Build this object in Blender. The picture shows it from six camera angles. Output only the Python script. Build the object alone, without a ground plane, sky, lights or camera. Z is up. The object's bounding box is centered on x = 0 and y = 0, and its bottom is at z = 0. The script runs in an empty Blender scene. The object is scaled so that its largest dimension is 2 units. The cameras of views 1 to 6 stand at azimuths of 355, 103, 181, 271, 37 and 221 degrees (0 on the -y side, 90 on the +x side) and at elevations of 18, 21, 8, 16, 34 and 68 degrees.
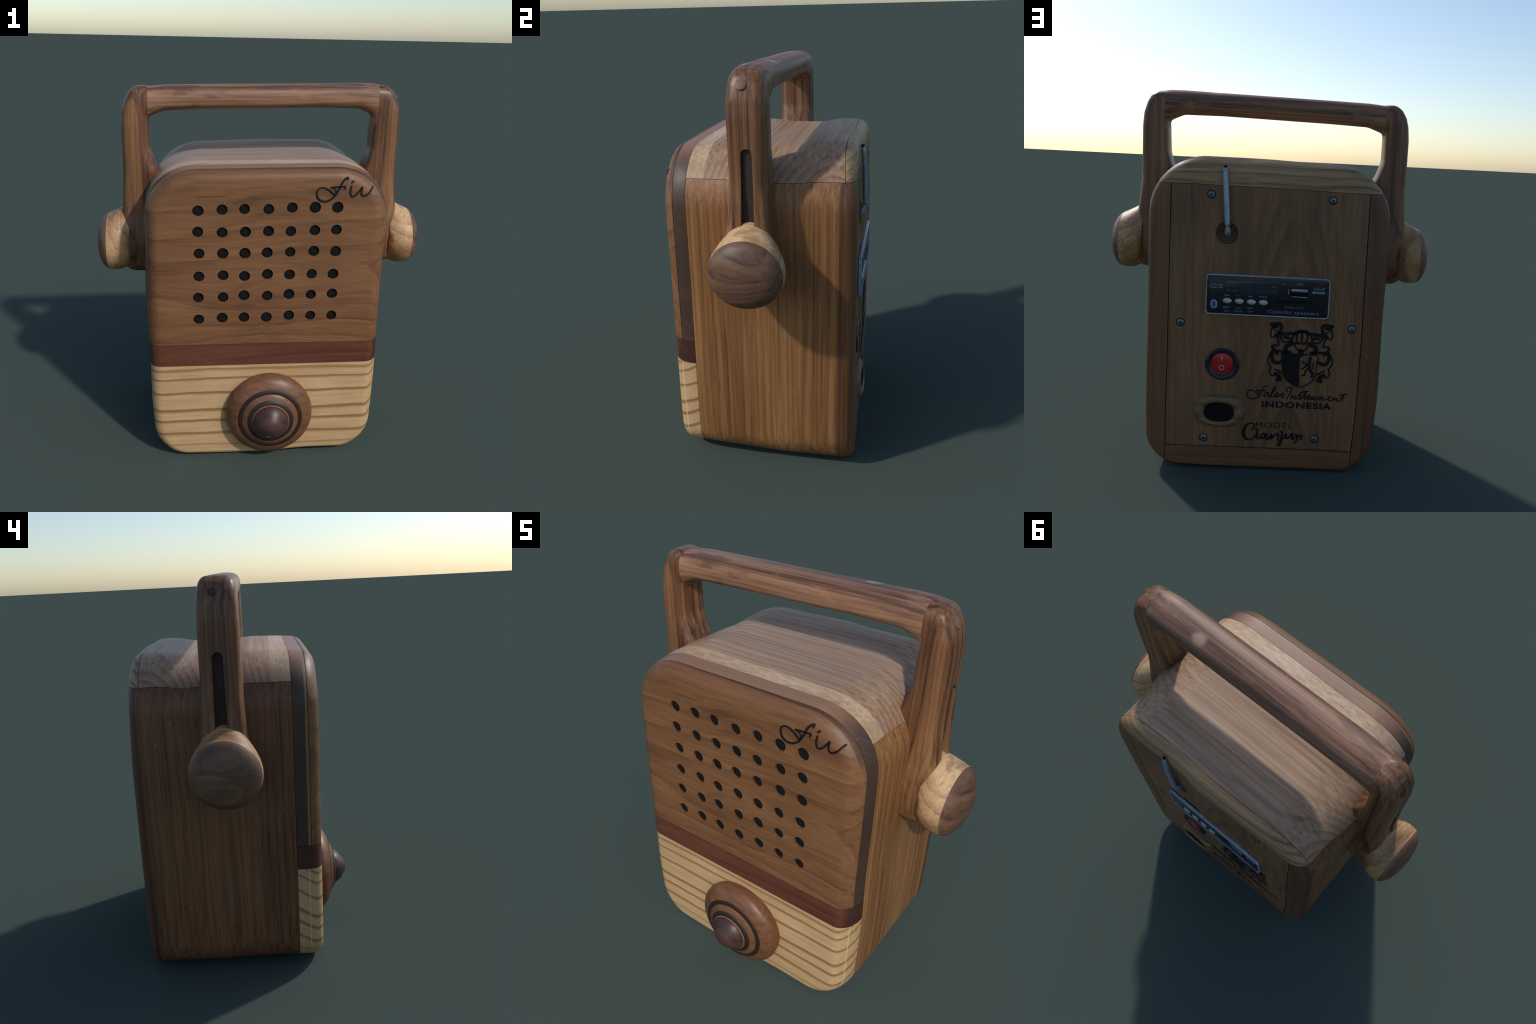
import bpy, bmesh, math, random
from math import sin, cos, pi, radians, sqrt
from mathutils import Vector, Matrix, noise, kdtree

random.seed(7)
COL = bpy.context.scene.collection

# ------------------------------------------------------------------ helpers
root = bpy.data.objects.new("wooden_radio", None)
COL.objects.link(root)
root["label"] = "small carved wooden portable radio with a bentwood handle"
root["category"] = "radio"


def add(name, mesh, mat=None, parent=root, smooth=35):
    ob = bpy.data.objects.new(name, mesh)
    COL.objects.link(ob)
    ob.parent = parent
    if mat is not None and len(mesh.materials) == 0:
        mesh.materials.append(mat)
    if smooth is not None:
        shade(mesh, smooth)
    return ob


def shade(mesh, angle):
    for p in mesh.polygons:
        p.use_smooth = True
    mesh.set_sharp_from_angle(angle=radians(angle))


def to_mesh(bm, name):
    bmesh.ops.recalc_face_normals(bm, faces=bm.faces)
    me = bpy.data.meshes.new(name)
    bm.to_mesh(me)
    bm.free()
    return me


def apply_mods(ob):
    dg = bpy.context.evaluated_depsgraph_get()
    me = bpy.data.meshes.new_from_object(ob.evaluated_get(dg))
    old = ob.data
    ob.modifiers.clear()
    ob.data = me
    bpy.data.meshes.remove(old)
    return ob


def lerp(a, b, t):
    return a + (b - a) * t


def interp(table, t):
    """Piecewise smooth lookup in a short table [(t, v...), ...]."""
    if t <= table[0][0]:
        return table[0][1:]
    for a, b in zip(table, table[1:]):
        if t <= b[0]:
            k = (t - a[0]) / (b[0] - a[0])
            return tuple(lerp(p, q, k) for p, q in zip(a[1:], b[1:]))
    return table[-1][1:]


def smoothstep(a, b, t):
    k = max(0.0, min(1.0, (t - a) / (b - a)))
    return k * k * (3 - 2 * k)


# ------------------------------------------------------------------ materials
def srgb(r, g, b):
    f = lambda c: c / 12.92 if c <= 0.04045 else ((c + 0.055) / 1.055) ** 2.4
    return (f(r / 255), f(g / 255), f(b / 255), 1)


class Nodes:
    def __init__(self, name):
        self.mat = bpy.data.materials.new(name)
        self.mat.use_nodes = True
        self.t = self.mat.node_tree
        self.bsdf = self.t.nodes["Principled BSDF"]
        self.coord = self.t.nodes.new("ShaderNodeTexCoord").outputs["Object"]

    def new(self, kind, **kw):
        n = self.t.nodes.new(kind)
        for k, v in kw.items():
            setattr(n, k, v)
        return n

    def link(self, a, b):
        self.t.links.new(a, b)

    def put(self, sock, v):
        if hasattr(v, "is_output"):
            self.link(v, sock)
        else:
            sock.default_value = v

    def mapping(self, vec, scale=(1, 1, 1), loc=(0, 0, 0), rot=(0, 0, 0)):
        n = self.new("ShaderNodeMapping")
        self.link(vec, n.inputs["Vector"])
        n.inputs["Scale"].default_value = scale
        n.inputs["Location"].default_value = loc
        n.inputs["Rotation"].default_value = rot
        return n.outputs[0]

    def noise(self, vec, scale, detail=3, rough=0.5, color=False):
        n = self.new("ShaderNodeTexNoise")
        self.link(vec, n.inputs["Vector"])
        n.inputs["Scale"].default_value = scale
        n.inputs["Detail"].default_value = detail
        n.inputs["Roughness"].default_value = rough
        return n.outputs["Color" if color else 0]

    def math(self, op, a, b=0.0, c=0.0, clamp=False):
        n = self.new("ShaderNodeMath", operation=op, use_clamp=clamp)
        for i, v in enumerate((a, b, c)):
            if i < len(n.inputs):
                self.put(n.inputs[i], v)
        return n.outputs[0]

    def step(self, v, a, b):
        n = self.new("ShaderNodeMapRange", interpolation_type="SMOOTHSTEP")
        self.put(n.inputs[0], v)
        n.inputs[1].default_value = a
        n.inputs[2].default_value = b
        return n.outputs[0]

    def xyz(self, vec=None):
        n = self.new("ShaderNodeSeparateXYZ")
        self.link(vec or self.coord, n.inputs[0])
        return n.outputs

    def vmath(self, op, a, b):
        n = self.new("ShaderNodeVectorMath", operation=op)
        self.put(n.inputs[0], a)
        self.put(n.inputs[1], b)
        return n.outputs[0]

    def ramp(self, fac, stops):
        n = self.new("ShaderNodeValToRGB")
        els = n.color_ramp.elements
        while len(els) < len(stops):
            els.new(0.5)
        for e, (p, c) in zip(els, stops):
            e.position = p
            e.color = c
        self.put(n.inputs[0], fac)
        return n.outputs[0]

    def mix(self, fac, a, b, mode="MIX"):
        n = self.new("ShaderNodeMix", data_type="RGBA", blend_type=mode)
        self.put(n.inputs["Factor"], fac)
        self.put(n.inputs[6], a)
        self.put(n.inputs[7], b)
        return n.outputs[2]

    def finish(self, color, rough=0.5, bump=None, bump_strength=0.15, spec=0.4, dist=0.004):
        self.put(self.bsdf.inputs["Base Color"], color)
        self.put(self.bsdf.inputs["Roughness"], rough)
        self.bsdf.inputs["Specular IOR Level"].default_value = spec
        if bump is not None:
            n = self.new("ShaderNodeBump")
            n.inputs["Strength"].default_value = bump_strength
            n.inputs["Distance"].default_value = dist
            self.link(bump, n.inputs["Height"])
            self.link(n.outputs[0], self.bsdf.inputs["Normal"])
        return self.mat


def plain(name, col, rough=0.5, metallic=0.0, spec=0.4):
    n = Nodes(name)
    grain = n.noise(n.coord, 60, 4, 0.6)
    c = n.mix(n.step(grain, 0.3, 0.75), tuple(v * 0.8 for v in col[:3]) + (1,), tuple(min(1, v * 1.15) for v in col[:3]) + (1,))
    n.bsdf.inputs["Metallic"].default_value = metallic
    return n.finish(c, rough, spec=spec)


def grain_fields(n, axis, seed, rings=14.0, warp=0.12, centre=None, stretch=0.10, along=0.16):
    """Returns (rings, streaks, pores, patches) for timber whose grain runs along axis."""
    st = [1.0, 1.0, 1.0]
    st[axis] = stretch
    p = n.mapping(n.coord, loc=(seed * 1.37, seed * 0.71, seed * 2.13))
    big = n.noise(n.mapping(p, scale=tuple(s * 1.0 if i != axis else 0.35 * along / 0.16 for i, s in enumerate((1, 1, 1)))), 2.2, 2, 0.5, color=True)
    off = n.vmath("MULTIPLY", n.vmath("SUBTRACT", big, (0.5, 0.5, 0.5)), (warp * 4, warp * 4, warp * 4))
    warped = n.vmath("ADD", p, off)
    # growth rings: distance across the grain from a wandering pith
    flat = [1.0, 1.0, 1.0]
    flat[axis] = along
    pith = n.vmath("SUBTRACT", n.vmath("ADD", n.coord, off), centre or (0.9, 0.7, 2.6))
    ln = n.new("ShaderNodeVectorMath", operation="LENGTH")
    n.link(n.mapping(pith, scale=tuple(flat)), ln.inputs[0])
    r = n.math("MULTIPLY", ln.outputs["Value"], rings)
    ring = n.math("FRACT", r)
    ring = n.math("POWER", ring, 2.2)
    ring = n.math("MULTIPLY", ring, n.math("SUBTRACT", 1.0, n.step(n.math("FRACT", r), 0.93, 1.0)))
    streak = n.noise(n.mapping(warped, scale=tuple(s if i != axis else 0.016 for i, s in enumerate(st))), 62, 5, 0.65)
    pores = n.noise(n.mapping(p, scale=tuple(1.0 if i != axis else 0.035 for i in range(3))), 150, 2, 0.5)
    patch = n.noise(n.mapping(p, scale=tuple(1.0 if i != axis else 0.05 + along * 1.6 for i in range(3))), 5.0, 3, 0.55)
    return ring, streak, pores, patch


def wood(name, dark, mid, light, axis, seed, rings=14, ring_amount=0.45, streak_amount=0.45, pore_amount=0.3,
         warp=0.12, centre=None, rough=0.5, extra=None, spec=0.4, patch_amount=0.5, along=0.16):
    n = Nodes(name)
    ring, streak, pores, patch = grain_fields(n, axis, seed, rings, warp, centre, along=along)
    f = n.math("ADD", 0.60, n.math("MULTIPLY", n.math("SUBTRACT", streak, 0.5), streak_amount * 2.2))
    f = n.math("ADD", f, n.math("MULTIPLY", n.math("SUBTRACT", patch, 0.5), patch_amount * 1.6))
    f = n.math("SUBTRACT", f, n.math("MULTIPLY", ring, ring_amount))
    col = n.ramp(f, [(0.12, dark), (0.5, mid), (0.9, light)])
    pm = n.math("MULTIPLY", n.step(pores, 0.58, 0.72), pore_amount)
    col = n.mix(pm, col, dark)
    if extra:
        col = extra(n, col, ring, streak, pores, patch)
    h = n.math("SUBTRACT", streak, n.math("MULTIPLY", pm, 0.8))
    rg = n.math("ADD", rough - 0.06, n.math("MULTIPLY", streak, 0.12))
    return n.finish(col, rg, h, 0.12, spec, 0.003)


# ------------------------------------------------------------------ cabinet form
Y_FRONT, Y_BACK = -0.385, 0.530
HALF_W = [(-0.385, 0.600), (-0.20, 0.608), (0.15, 0.616), (0.53, 0.620)]
TOP_Z = [(-0.385, 1.612), (-0.25, 1.626), (0.0, 1.634), (0.25, 1.634), (0.42, 1.641), (0.53, 1.635)]
R_TOP, R_BOT, R_FRONT, R_BACK = 0.285, 0.178, 0.055, 0.062


def bottom_z(x, y):
    lift = 0.014 * smoothstep(0.0, 0.26, x) * smoothstep(0.2, -0.34, y)
    lift += 0.006 * smoothstep(-0.15, -0.55, x) * smoothstep(0.2, -0.2, y)
    lift += 0.010 * smoothstep(0.25, 0.60, x) * smoothstep(0.15, 0.5, y)
    return lift


def edge_inset(y, y0, y1):
    d = 0.0
    for gap, r in ((y - y0, R_FRONT), (y1 - y, R_BACK)):
        if gap < r:
            k = 1 - max(0.0, gap) / r
            d = max(d, r * (1 - sqrt(max(0.0, 1 - k * k))))
    return d


def ring_points(y, d):
    """Rounded-rectangle section of the cabinet at depth y, drawn in by d."""
    w = interp(HALF_W, y)[0] - d
    zt = interp(TOP_Z, y)[0] - d
    zb = d * (0.28 if y > 0.1 else 0.7)
    rt, rb = lerp(0.258, R_TOP, smoothstep(-0.3, 0.1, y)) - d * 0.7, R_BOT - d * 0.7
    pts = []
    corners = [(w - rt, zt - rt, rt, 0), (-w + rt, zt - rt, rt, 90), (-w + rb, zb + rb, rb, 180), (w - rb, zb + rb, rb, 270)]
    n_arc, n_line = 18, (14, 22, 14, 22)
    for i, (cx, cz, r, a0) in enumerate(corners):
        for k in range(n_arc + 1):
            a = radians(a0 + 90 * k / n_arc)
            pts.append((cx + r * cos(a), cz + r * sin(a)))
        nx, nz, nr, na = corners[(i + 1) % 4]
        s = pts[-1]
        e = (nx + nr * cos(radians(na)), nz + nr * sin(radians(na)))
        m = n_line[i]
        for k in range(1, m):
            pts.append((lerp(s[0], e[0], k / m), lerp(s[1], e[1], k / m)))
    return pts


def cabinet(inset=0.0):
    y0, y1 = Y_FRONT + inset, Y_BACK - inset
    ys = [y0 + R_FRONT * (1 - cos(radians(a))) for a in range(0, 91, 10)]
    ys += [lerp(y0 + R_FRONT, y1 - R_BACK, k / 24) for k in range(1, 24)]
    ys += [y1 - R_BACK * (1 - sin(radians(a))) for a in range(0, 91, 10)]
    bm = bmesh.new()
    rings = []

    def vert(x, y, z, side):
        if side > 0:
            q = Vector((x * 2.1, y * 2.1, z * 2.1))
            v = noise.noise_vector(q) * 0.006 * side
            x, z = x + v.x, z + v.z
        drop = bottom_z(x, y) + 0.003
        z += drop * max(0.0, 1 - z / 0.5) ** 1.5
        return bm.verts.new((x, y, z))

    for y in ys:
        d = edge_inset(y, y0, y1) + inset
        side = min(1.0, max(0.0, min(y - y0, y1 - y) / 0.06))
        rings.append([vert(x, y, z, side) for x, z in ring_points(y, d)])
    n = len(rings[0])
    for a, b in zip(rings, rings[1:]):
        for i in range(n):
            bm.faces.new((a[i], a[(i + 1) % n], b[(i + 1) % n], b[i]))
    for ring in (rings[0], rings[-1]):
        prev = ring
        c = Vector((0, ring[0].co.y, 0.82))
        for k in range(1, 13):
            f = 1 - k / 13
            cur = [bm.verts.new(c + (v.co - c) * f) for v in ring]
            for i in range(n):
                bm.faces.new((prev[i], prev[(i + 1) % n], cur[(i + 1) % n], cur[i]))
            prev = cur
        bm.faces.new(prev)
    bmesh.ops.recalc_face_normals(bm, faces=bm.faces)
    return bm


def front_skin(x, z):
    """How far the front face has rounded back from its plane at (x, z)."""
    w, zt, zb, rt, rb = 0.600, 1.612, 0.0, 0.258, R_BOT
    r = rt if z > 0.8 else rb
    qx = abs(x) - (w - r)
    qz = (z - (zt - r)) if z > 0.8 else ((zb + r) - z)
    inside = -(sqrt(max(qx, 0) ** 2 + max(qz, 0) ** 2) + min(max(qx, qz), 0) - r)
    if inside >= R_FRONT:
        return 0.0
    k = 1 - max(0.0, inside) / R_FRONT
    return R_FRONT * (1 - sqrt(max(0.0, 1 - k * k)))


def settle(p):
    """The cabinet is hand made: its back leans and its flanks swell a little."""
    x, y, z = p
    wb = smoothstep(0.15, 0.45, y)
    y2 = y + wb * (-0.008 + 0.036 * x - 0.005 * smoothstep(1.0, 1.5, z) - 0.004 * smoothstep(0.40, 0.58, x)
                   - 0.016 * smoothstep(0.02, 0.15, x) * smoothstep(0.62, 0.46, x) * smoothstep(0.25, 0.6, z) + 0.007 * smoothstep(-0.3, -0.5, x) * smoothstep(1.4, 1.1, z))
    wf = smoothstep(-0.1, -0.33, y)
    y2 += wf * (0.007 + 0.018 * x)
    belly = smoothstep(-0.375, -0.285, y) * (1 - smoothstep(-0.10, 0.22, y))
    side = smoothstep(0.25, 0.6, abs(x))
    low = smoothstep(0.02, 0.15, z)
    if x > 0:
        dx = side * low * (belly * 0.018 - 0.005 * smoothstep(0.2, 0.4, y))
    else:
        dx = -side * belly * 0.017 * smoothstep(0.55, 0.95, z)
        dx += side * 0.006 * smoothstep(0.7, 0.2, z) * smoothstep(0.1, 0.45, y)
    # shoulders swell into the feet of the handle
    sx = 1 if x > 0 else -1
    web = smoothstep(0.38, 0.54, abs(x))
    hug = math.exp(-((y - 0.13) / 0.17) ** 2)
    dx += sx * web * hug * (0.014 * smoothstep(0.9, 1.1, z) + 0.020 * math.exp(-((z - 1.47) / 0.13) ** 2))
    z += web * hug * 0.010 * smoothstep(1.38, 1.52, z)
    dx -= sx * side * smoothstep(0.38, 0.04, z) * (0.004 if x > 0 else 0.018)
    zt = smoothstep(1.3, 1.6, z)
    z2 = z + zt * (0.010 * max(-1.0, min(1.0, x / 0.4)) * (0.35 if x > 0 else 1.0)) - zt * 0.016 * smoothstep(-0.1, 0.1, y) * smoothstep(0.40, 0.22, y)
    return Vector((x + dx, y2, z2))


def carve(src, limits, name):
    """A solid board: the part of the cabinet inside the given limits (axis, sign, value)."""
    bm = src.copy()
    for axis, sign, val in limits:
        co, no = Vector((0, 0, 0)), Vector((0, 0, 0))
        co[axis] = val
        no[axis] = sign
        res = bmesh.ops.bisect_plane(bm, geom=bm.verts[:] + bm.edges[:] + bm.faces[:], dist=1e-6, plane_co=co, plane_no=no, clear_outer=True)
        edges = [e for e in res["geom_cut"] if isinstance(e, bmesh.types.BMEdge) and e.is_valid]
        if edges:
            bmesh.ops.holes_fill(bm, edges=edges, sides=0)
    return to_mesh(bm, name)


solid = cabinet()
G = 0.0012              # half the width of a fine joint
Y_FACE, Y_SLAB, Y_REAR = -0.332, -0.260, 0.474
Z_PINE, Z_BAND, Z_JOINT, Z_SILL, X_JOINT = 0.566, 0.688, 1.500, 0.124, 0.505


# ------------------------------------------------------------------ timbers
C = srgb

def front_extra(n, col, ring, streak, pores, patch):
    x, y, z = n.xyz()
    # a short dark check above the first sound holes
    wave = n.math("MULTIPLY", n.math("SUBTRACT", streak, 0.5), 0.006)
    dz = n.math("ABSOLUTE", n.math("ADD", n.math("SUBTRACT", n.math("SUBTRACT", z, n.math("MULTIPLY", x, 0.02)), 1.487), wave))
    inx = n.math("MULTIPLY", n.step(x, -0.375, -0.335), n.math("SUBTRACT", 1.0, n.step(x, -0.235, -0.19)))
    check = n.math("MULTIPLY", n.math("SUBTRACT", 1.0, n.step(dz, 0.0006, 0.0035)), inx)
    col = n.mix(n.math("MULTIPLY", check, 0.8), col, C(58, 36, 24))
    wob = n.math("MULTIPLY", n.math("SUBTRACT", n.noise(n.mapping(n.coord, scale=(1, 1, 0.3)), 9, 4, 0.6), 0.5), 0.012)
    seam = n.math("MULTIPLY", n.step(n.math("ADD", y, wob), -0.3375, -0.3345), n.step(z, 1.40, 1.5))
    col = n.mix(n.math("MULTIPLY", seam, 0.8), col, C(66, 42, 30))
    return end_grain_arcs(n, col, pores, 0.545, 0.6, C(96, 68, 46), 0.6)


def end_grain_arcs(n, col, pores, x0, x1, tone, amount):
    """Fine end-grain arcs that wrap round the narrow flank of a plank."""
    x, y, z = n.xyz()
    ax = n.math("ABSOLUTE", x)
    wob = n.noise(n.coord, 7, 2)
    r = n.math("ADD", n.math("MULTIPLY", z, 22.0), n.math("MULTIPLY", wob, 5.0))
    r = n.math("ADD", r, n.math("MULTIPLY", y, 26.0))
    f = n.math("FRACT", r)
    line = n.math("MULTIPLY", n.step(f, 0.86, 0.95), n.math("SUBTRACT", 1.0, n.step(f, 0.95, 1.0)))
    line = n.math("MULTIPLY", line, n.step(n.noise(n.coord, 5, 2), 0.42, 0.60))
    return n.mix(n.math("MULTIPLY", n.math("MULTIPLY", line, n.step(ax, x0, x1)), amount), col, tone)


walnut_front = wood("light_walnut", C(85, 55, 33), C(112, 76, 48), C(131, 93, 62), 0, 3.1, rings=11, ring_amount=0.30,
                    streak_amount=0.5, pore_amount=0.35, warp=0.10, centre=(0.75, -0.2, 1.05), patch_amount=0.45, along=0.14, extra=front_extra)


def edge_extra(n, col, ring, streak, pores, patch):
    x, y, z = n.xyz()
    ax = n.math("ABSOLUTE", x)
    # long grain on the crown turns into dark end grain down the flanks
    crown = n.step(n.math("ADD", ax, n.math("MULTIPLY", patch, 0.08)), 0.44, 0.62)
    dark = n.mix(n.math("MULTIPLY", n.step(pores, 0.45, 0.7), 0.6), C(66, 48, 38), C(46, 33, 28))
    dark = n.mix(n.math("MULTIPLY", n.step(patch, 0.4, 0.7), 0.5), dark, C(78, 57, 44))
    dark = end_grain_arcs(n, dark, pores, 0.3, 0.35, C(112, 86, 60), 0.55)
    col = n.mix(crown, col, dark)
    # pale glue line against the front face
    wob = n.math("MULTIPLY", n.math("SUBTRACT", n.noise(n.coord, 9, 2), 0.5), 0.006)
    g = n.math("SUBTRACT", 1.0, n.step(n.math("ADD", y, wob), -0.3225, -0.3185))
    return n.mix(n.math("MULTIPLY", n.math("MULTIPLY", g, crown), 0.7), col, C(142, 110, 72))


edge_walnut = wood("dark_walnut_edge", C(104, 74, 56), C(134, 99, 79), C(150, 116, 93), 0, 5.7, rings=10, ring_amount=0.12, pore_amount=0.2, extra=edge_extra, patch_amount=0.35, along=0.05, warp=0.04)


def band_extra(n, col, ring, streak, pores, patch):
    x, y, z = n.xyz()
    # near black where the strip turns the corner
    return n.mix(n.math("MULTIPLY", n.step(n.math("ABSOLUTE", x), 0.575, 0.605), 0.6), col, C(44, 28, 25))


red_band = wood("reddish_rosewood", C(58, 30, 22), C(86, 47, 34), C(104, 62, 42), 0, 8.3, rings=11, ring_amount=0.2, streak_amount=0.5, pore_amount=0.4, patch_amount=0.7, along=0.08, extra=band_extra)


def make_pine():
    n = Nodes("striped_pine")
    x, y, z = n.xyz()
    warp = n.noise(n.mapping(n.coord, scale=(0.35, 1.0, 1.0)), 5.0, 3, 0.5)
    fine = n.noise(n.mapping(n.coord, scale=(0.6, 0.6, 2.0)), 16, 2)
    # growth rings dip backwards round the flanks of the plank
    yy = n.math("ADD", y, 0.36)
    slope = n.math("MULTIPLY", n.math("MAXIMUM", yy, 0.0), -0.55)
    h = n.math("ADD", n.math("ADD", z, slope), n.math("MULTIPLY", n.math("SUBTRACT", warp, 0.5), 0.035))
    h = n.math("ADD", h, n.math("MULTIPLY", n.math("SUBTRACT", fine, 0.5), 0.004))
    total = None
    # latewood lines at the heights they have on the plank, each with its own thickness
    for height, thick, strength in ((0.542, 0.010, 0.8), (0.487, 0.008, 0.95), (0.401, 0.009, 1.0), (0.300, 0.012, 1.0), (0.232, 0.010, 1.0), (0.153, 0.011, 0.95), (0.078, 0.008, 0.6)):
        d = n.math("SUBTRACT", h, height)
        up = n.step(d, -thick * 1.9, -thick * 0.2)
        dn = n.math("SUBTRACT", 1.0, n.step(d, thick * 0.25, thick * 0.9))
        line = n.math("MULTIPLY", n.math("MULTIPLY", up, dn), strength)
        total = line if total is None else n.math("MAXIMUM", total, line)
    streak = n.noise(n.mapping(n.coord, scale=(0.06, 1, 1)), 60, 4, 0.6)
    blotch = n.noise(n.coord, 5, 2)
    base = n.ramp(n.math("ADD", n.math("MULTIPLY", streak, 0.7), n.math("MULTIPLY", blotch, 0.3)),
                  [(0.25, C(168, 134, 94)), (0.5, C(183, 150, 109)), (0.75, C(196, 165, 122))])
    col = n.mix(total, base, C(138, 98, 62))
    wob = n.math("MULTIPLY", n.math("SUBTRACT", n.noise(n.coord, 9, 2), 0.5), 0.006)
    gl = n.math("ABSOLUTE", n.math("ADD", n.math("ADD", y, 0.322), wob))
    gl = n.math("MULTIPLY", n.math("SUBTRACT", 1.0, n.step(gl, 0.001, 0.005)), n.step(n.math("ABSOLUTE", x), 0.56, 0.59))
    col = n.mix(n.math("MULTIPLY", gl, 0.6), col, C(206, 184, 144))
    return n.finish(col, 0.5, streak, 0.08)


pine = make_pine()


def top_extra(n, col, ring, streak, pores, patch):
    x, y, z = n.xyz()
    wob = n.noise(n.mapping(n.coord, scale=(0.4, 1, 0.4)), 6, 3)
    yy = n.math("ADD", y, n.math("MULTIPLY", n.math("SUBTRACT", wob, 0.5), 0.05))
    sap = n.math("SUBTRACT", 1.0, n.step(yy, -0.178, -0.160))
    speck = n.noise(n.mapping(n.coord, scale=(0.22, 1, 1)), 85, 4, 0.65)
    tone = n.noise(n.mapping(n.coord, scale=(0.2, 1, 0.5)), 9, 3)
    v = n.math("ADD", n.math("MULTIPLY", speck, 0.55), n.math("MULTIPLY", tone, 0.45))
    pale = n.ramp(v, [(0.36, C(144, 114, 90)), (0.5, C(180, 150, 120)), (0.66, C(206, 180, 148))])
    col = n.mix(sap, col, pale)
    # end grain on the shoulders: the growth rings show as arcs
    wave = n.math("ADD", n.math("SUBTRACT", 1.0, n.math("MULTIPLY", ring, 0.9)), n.math("MULTIPLY", n.math("SUBTRACT", patch, 0.5), 0.5))
    arcs = n.ramp(wave, [(0.25, C(88, 61, 47)), (0.6, C(120, 89, 69)), (0.95, C(142, 110, 86))])
    arcs = n.mix(n.math("MULTIPLY", sap, 0.6), arcs, C(160, 134, 100))
    ax = n.math("ADD", n.math("ABSOLUTE", x), n.math("MULTIPLY", n.math("SUBTRACT", patch, 0.5), 0.08))
    return n.mix(n.math("MULTIPLY", n.step(ax, 0.48, 0.58), 0.62), col, arcs)


walnut_top = wood("pale_top_walnut", C(110, 83, 63), C(152, 122, 97), C(176, 147, 121), 0, 11.9, rings=30, ring_amount=0.16,
                  streak_amount=0.7, pore_amount=0.35, warp=0.03, centre=(0.1, 0.46, 1.36), extra=top_extra, along=0.035, patch_amount=0.45)


def side_extra(n, col, ring, streak, pores, patch):
    x, y, z = n.xyz()
    wob = n.noise(n.mapping(n.coord, scale=(1, 1, 0.15)), 6, 2)
    yy = n.math("ADD", y, n.math("MULTIPLY", n.math("SUBTRACT", wob, 0.5), 0.02))
    # a darker lamination along the rear edge, with a near-black joint
    col = n.mix(n.math("MULTIPLY", n.step(yy, 0.455, 0.475), 0.55), col, C(78, 50, 33))
    line = n.math("MULTIPLY", n.step(yy, 0.452, 0.462), n.math("SUBTRACT", 1.0, n.step(yy, 0.470, 0.482)))
    col = n.mix(n.math("MULTIPLY", line, 0.75), col, C(58, 36, 24))
    # small gold flecks
    fleck = n.noise(n.mapping(n.coord, scale=(1, 1, 0.25)), 70, 2)
    return n.mix(n.math("MULTIPLY", n.step(fleck, 0.70, 0.76), 0.4), col, C(176, 128, 78))


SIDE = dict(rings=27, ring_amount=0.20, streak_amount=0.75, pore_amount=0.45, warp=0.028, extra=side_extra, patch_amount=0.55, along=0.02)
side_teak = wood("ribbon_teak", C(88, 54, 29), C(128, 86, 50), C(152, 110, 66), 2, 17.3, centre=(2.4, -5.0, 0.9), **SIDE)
side_dark = wood("dark_ribbon_teak", C(68, 41, 27), C(104, 68, 43), C(128, 87, 55), 2, 19.9, centre=(-2.4, -5.0, 0.9), **SIDE)  # darker ramp than the right side board's


def back_extra(n, col, ring, streak, pores, patch):
    x, y, z = n.xyz()
    # paler sapwood sweep on the lower right of the panel, and dusty olive streaks
    # cathedral figure: nested arches standing on the panel
    dx = n.math("ADD", x, 0.135)
    arm = n.math("SQRT", n.math("ADD", n.math("MULTIPLY", dx, dx), 0.006))
    q = n.math("ADD", z, n.math("MULTIPLY", arm, 3.6))
    q = n.math("ADD", q, n.math("MULTIPLY", n.noise(n.mapping(n.coord, scale=(1.0, 1, 0.5)), 3.0, 2), 0.14))
    f = n.math("FRACT", n.math("MULTIPLY", n.math("SUBTRACT", q, 0.04), 4.2))
    arch = n.math("MULTIPLY", n.math("POWER", f, 1.5), n.math("SUBTRACT", 1.0, n.step(f, 0.80, 1.0)))
    near = n.math("SUBTRACT", 1.0, n.step(n.math("ABSOLUTE", dx), 0.10, 0.27))
    arch = n.math("MULTIPLY", n.math("MULTIPLY", arch, near), n.math("SUBTRACT", 1.0, n.step(z, 1.38, 1.48)))
    col = n.mix(n.math("MULTIPLY", arch, 0.85), col, C(76, 50, 34))
    olive = n.noise(n.mapping(n.coord, scale=(1, 1, 0.2)), 7, 3)
    return n.mix(n.math("MULTIPLY", n.step(olive, 0.52, 0.74), 0.35), col, C(124, 98, 62))


back_walnut = wood("flat_sawn_walnut", C(76, 51, 34), C(108, 76, 50), C(130, 95, 62), 2, 23.5, rings=15, ring_amount=0.10,
                   streak_amount=0.6, pore_amount=0.35, warp=0.045, centre=(-4.0, 0.22, 0.35), patch_amount=0.5, along=0.13, extra=back_extra)
crown_ash = wood("olive_sapwood", C(98, 74, 52), C(144, 115, 82), C(168, 140, 102), 0, 29.1, rings=24, ring_amount=0.4,
                 streak_amount=0.7, pore_amount=0.3, warp=0.06, centre=(0.4, 0.6, 1.2), along=0.08)
sill_wood = wood("brown_sill_wood", C(76, 50, 34), C(104, 70, 46), C(124, 88, 58), 0, 31.7, rings=16, ring_amount=0.35, along=0.05, warp=0.05)
glue = plain("dark_core_brown", C(34, 24, 18), 0.9, spec=0.1)  # core coloured dark brown so the narrow joints show as dark lines
cavity_black = plain("black_cavity", C(26, 26, 26), 0.9, spec=0.05)

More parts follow.
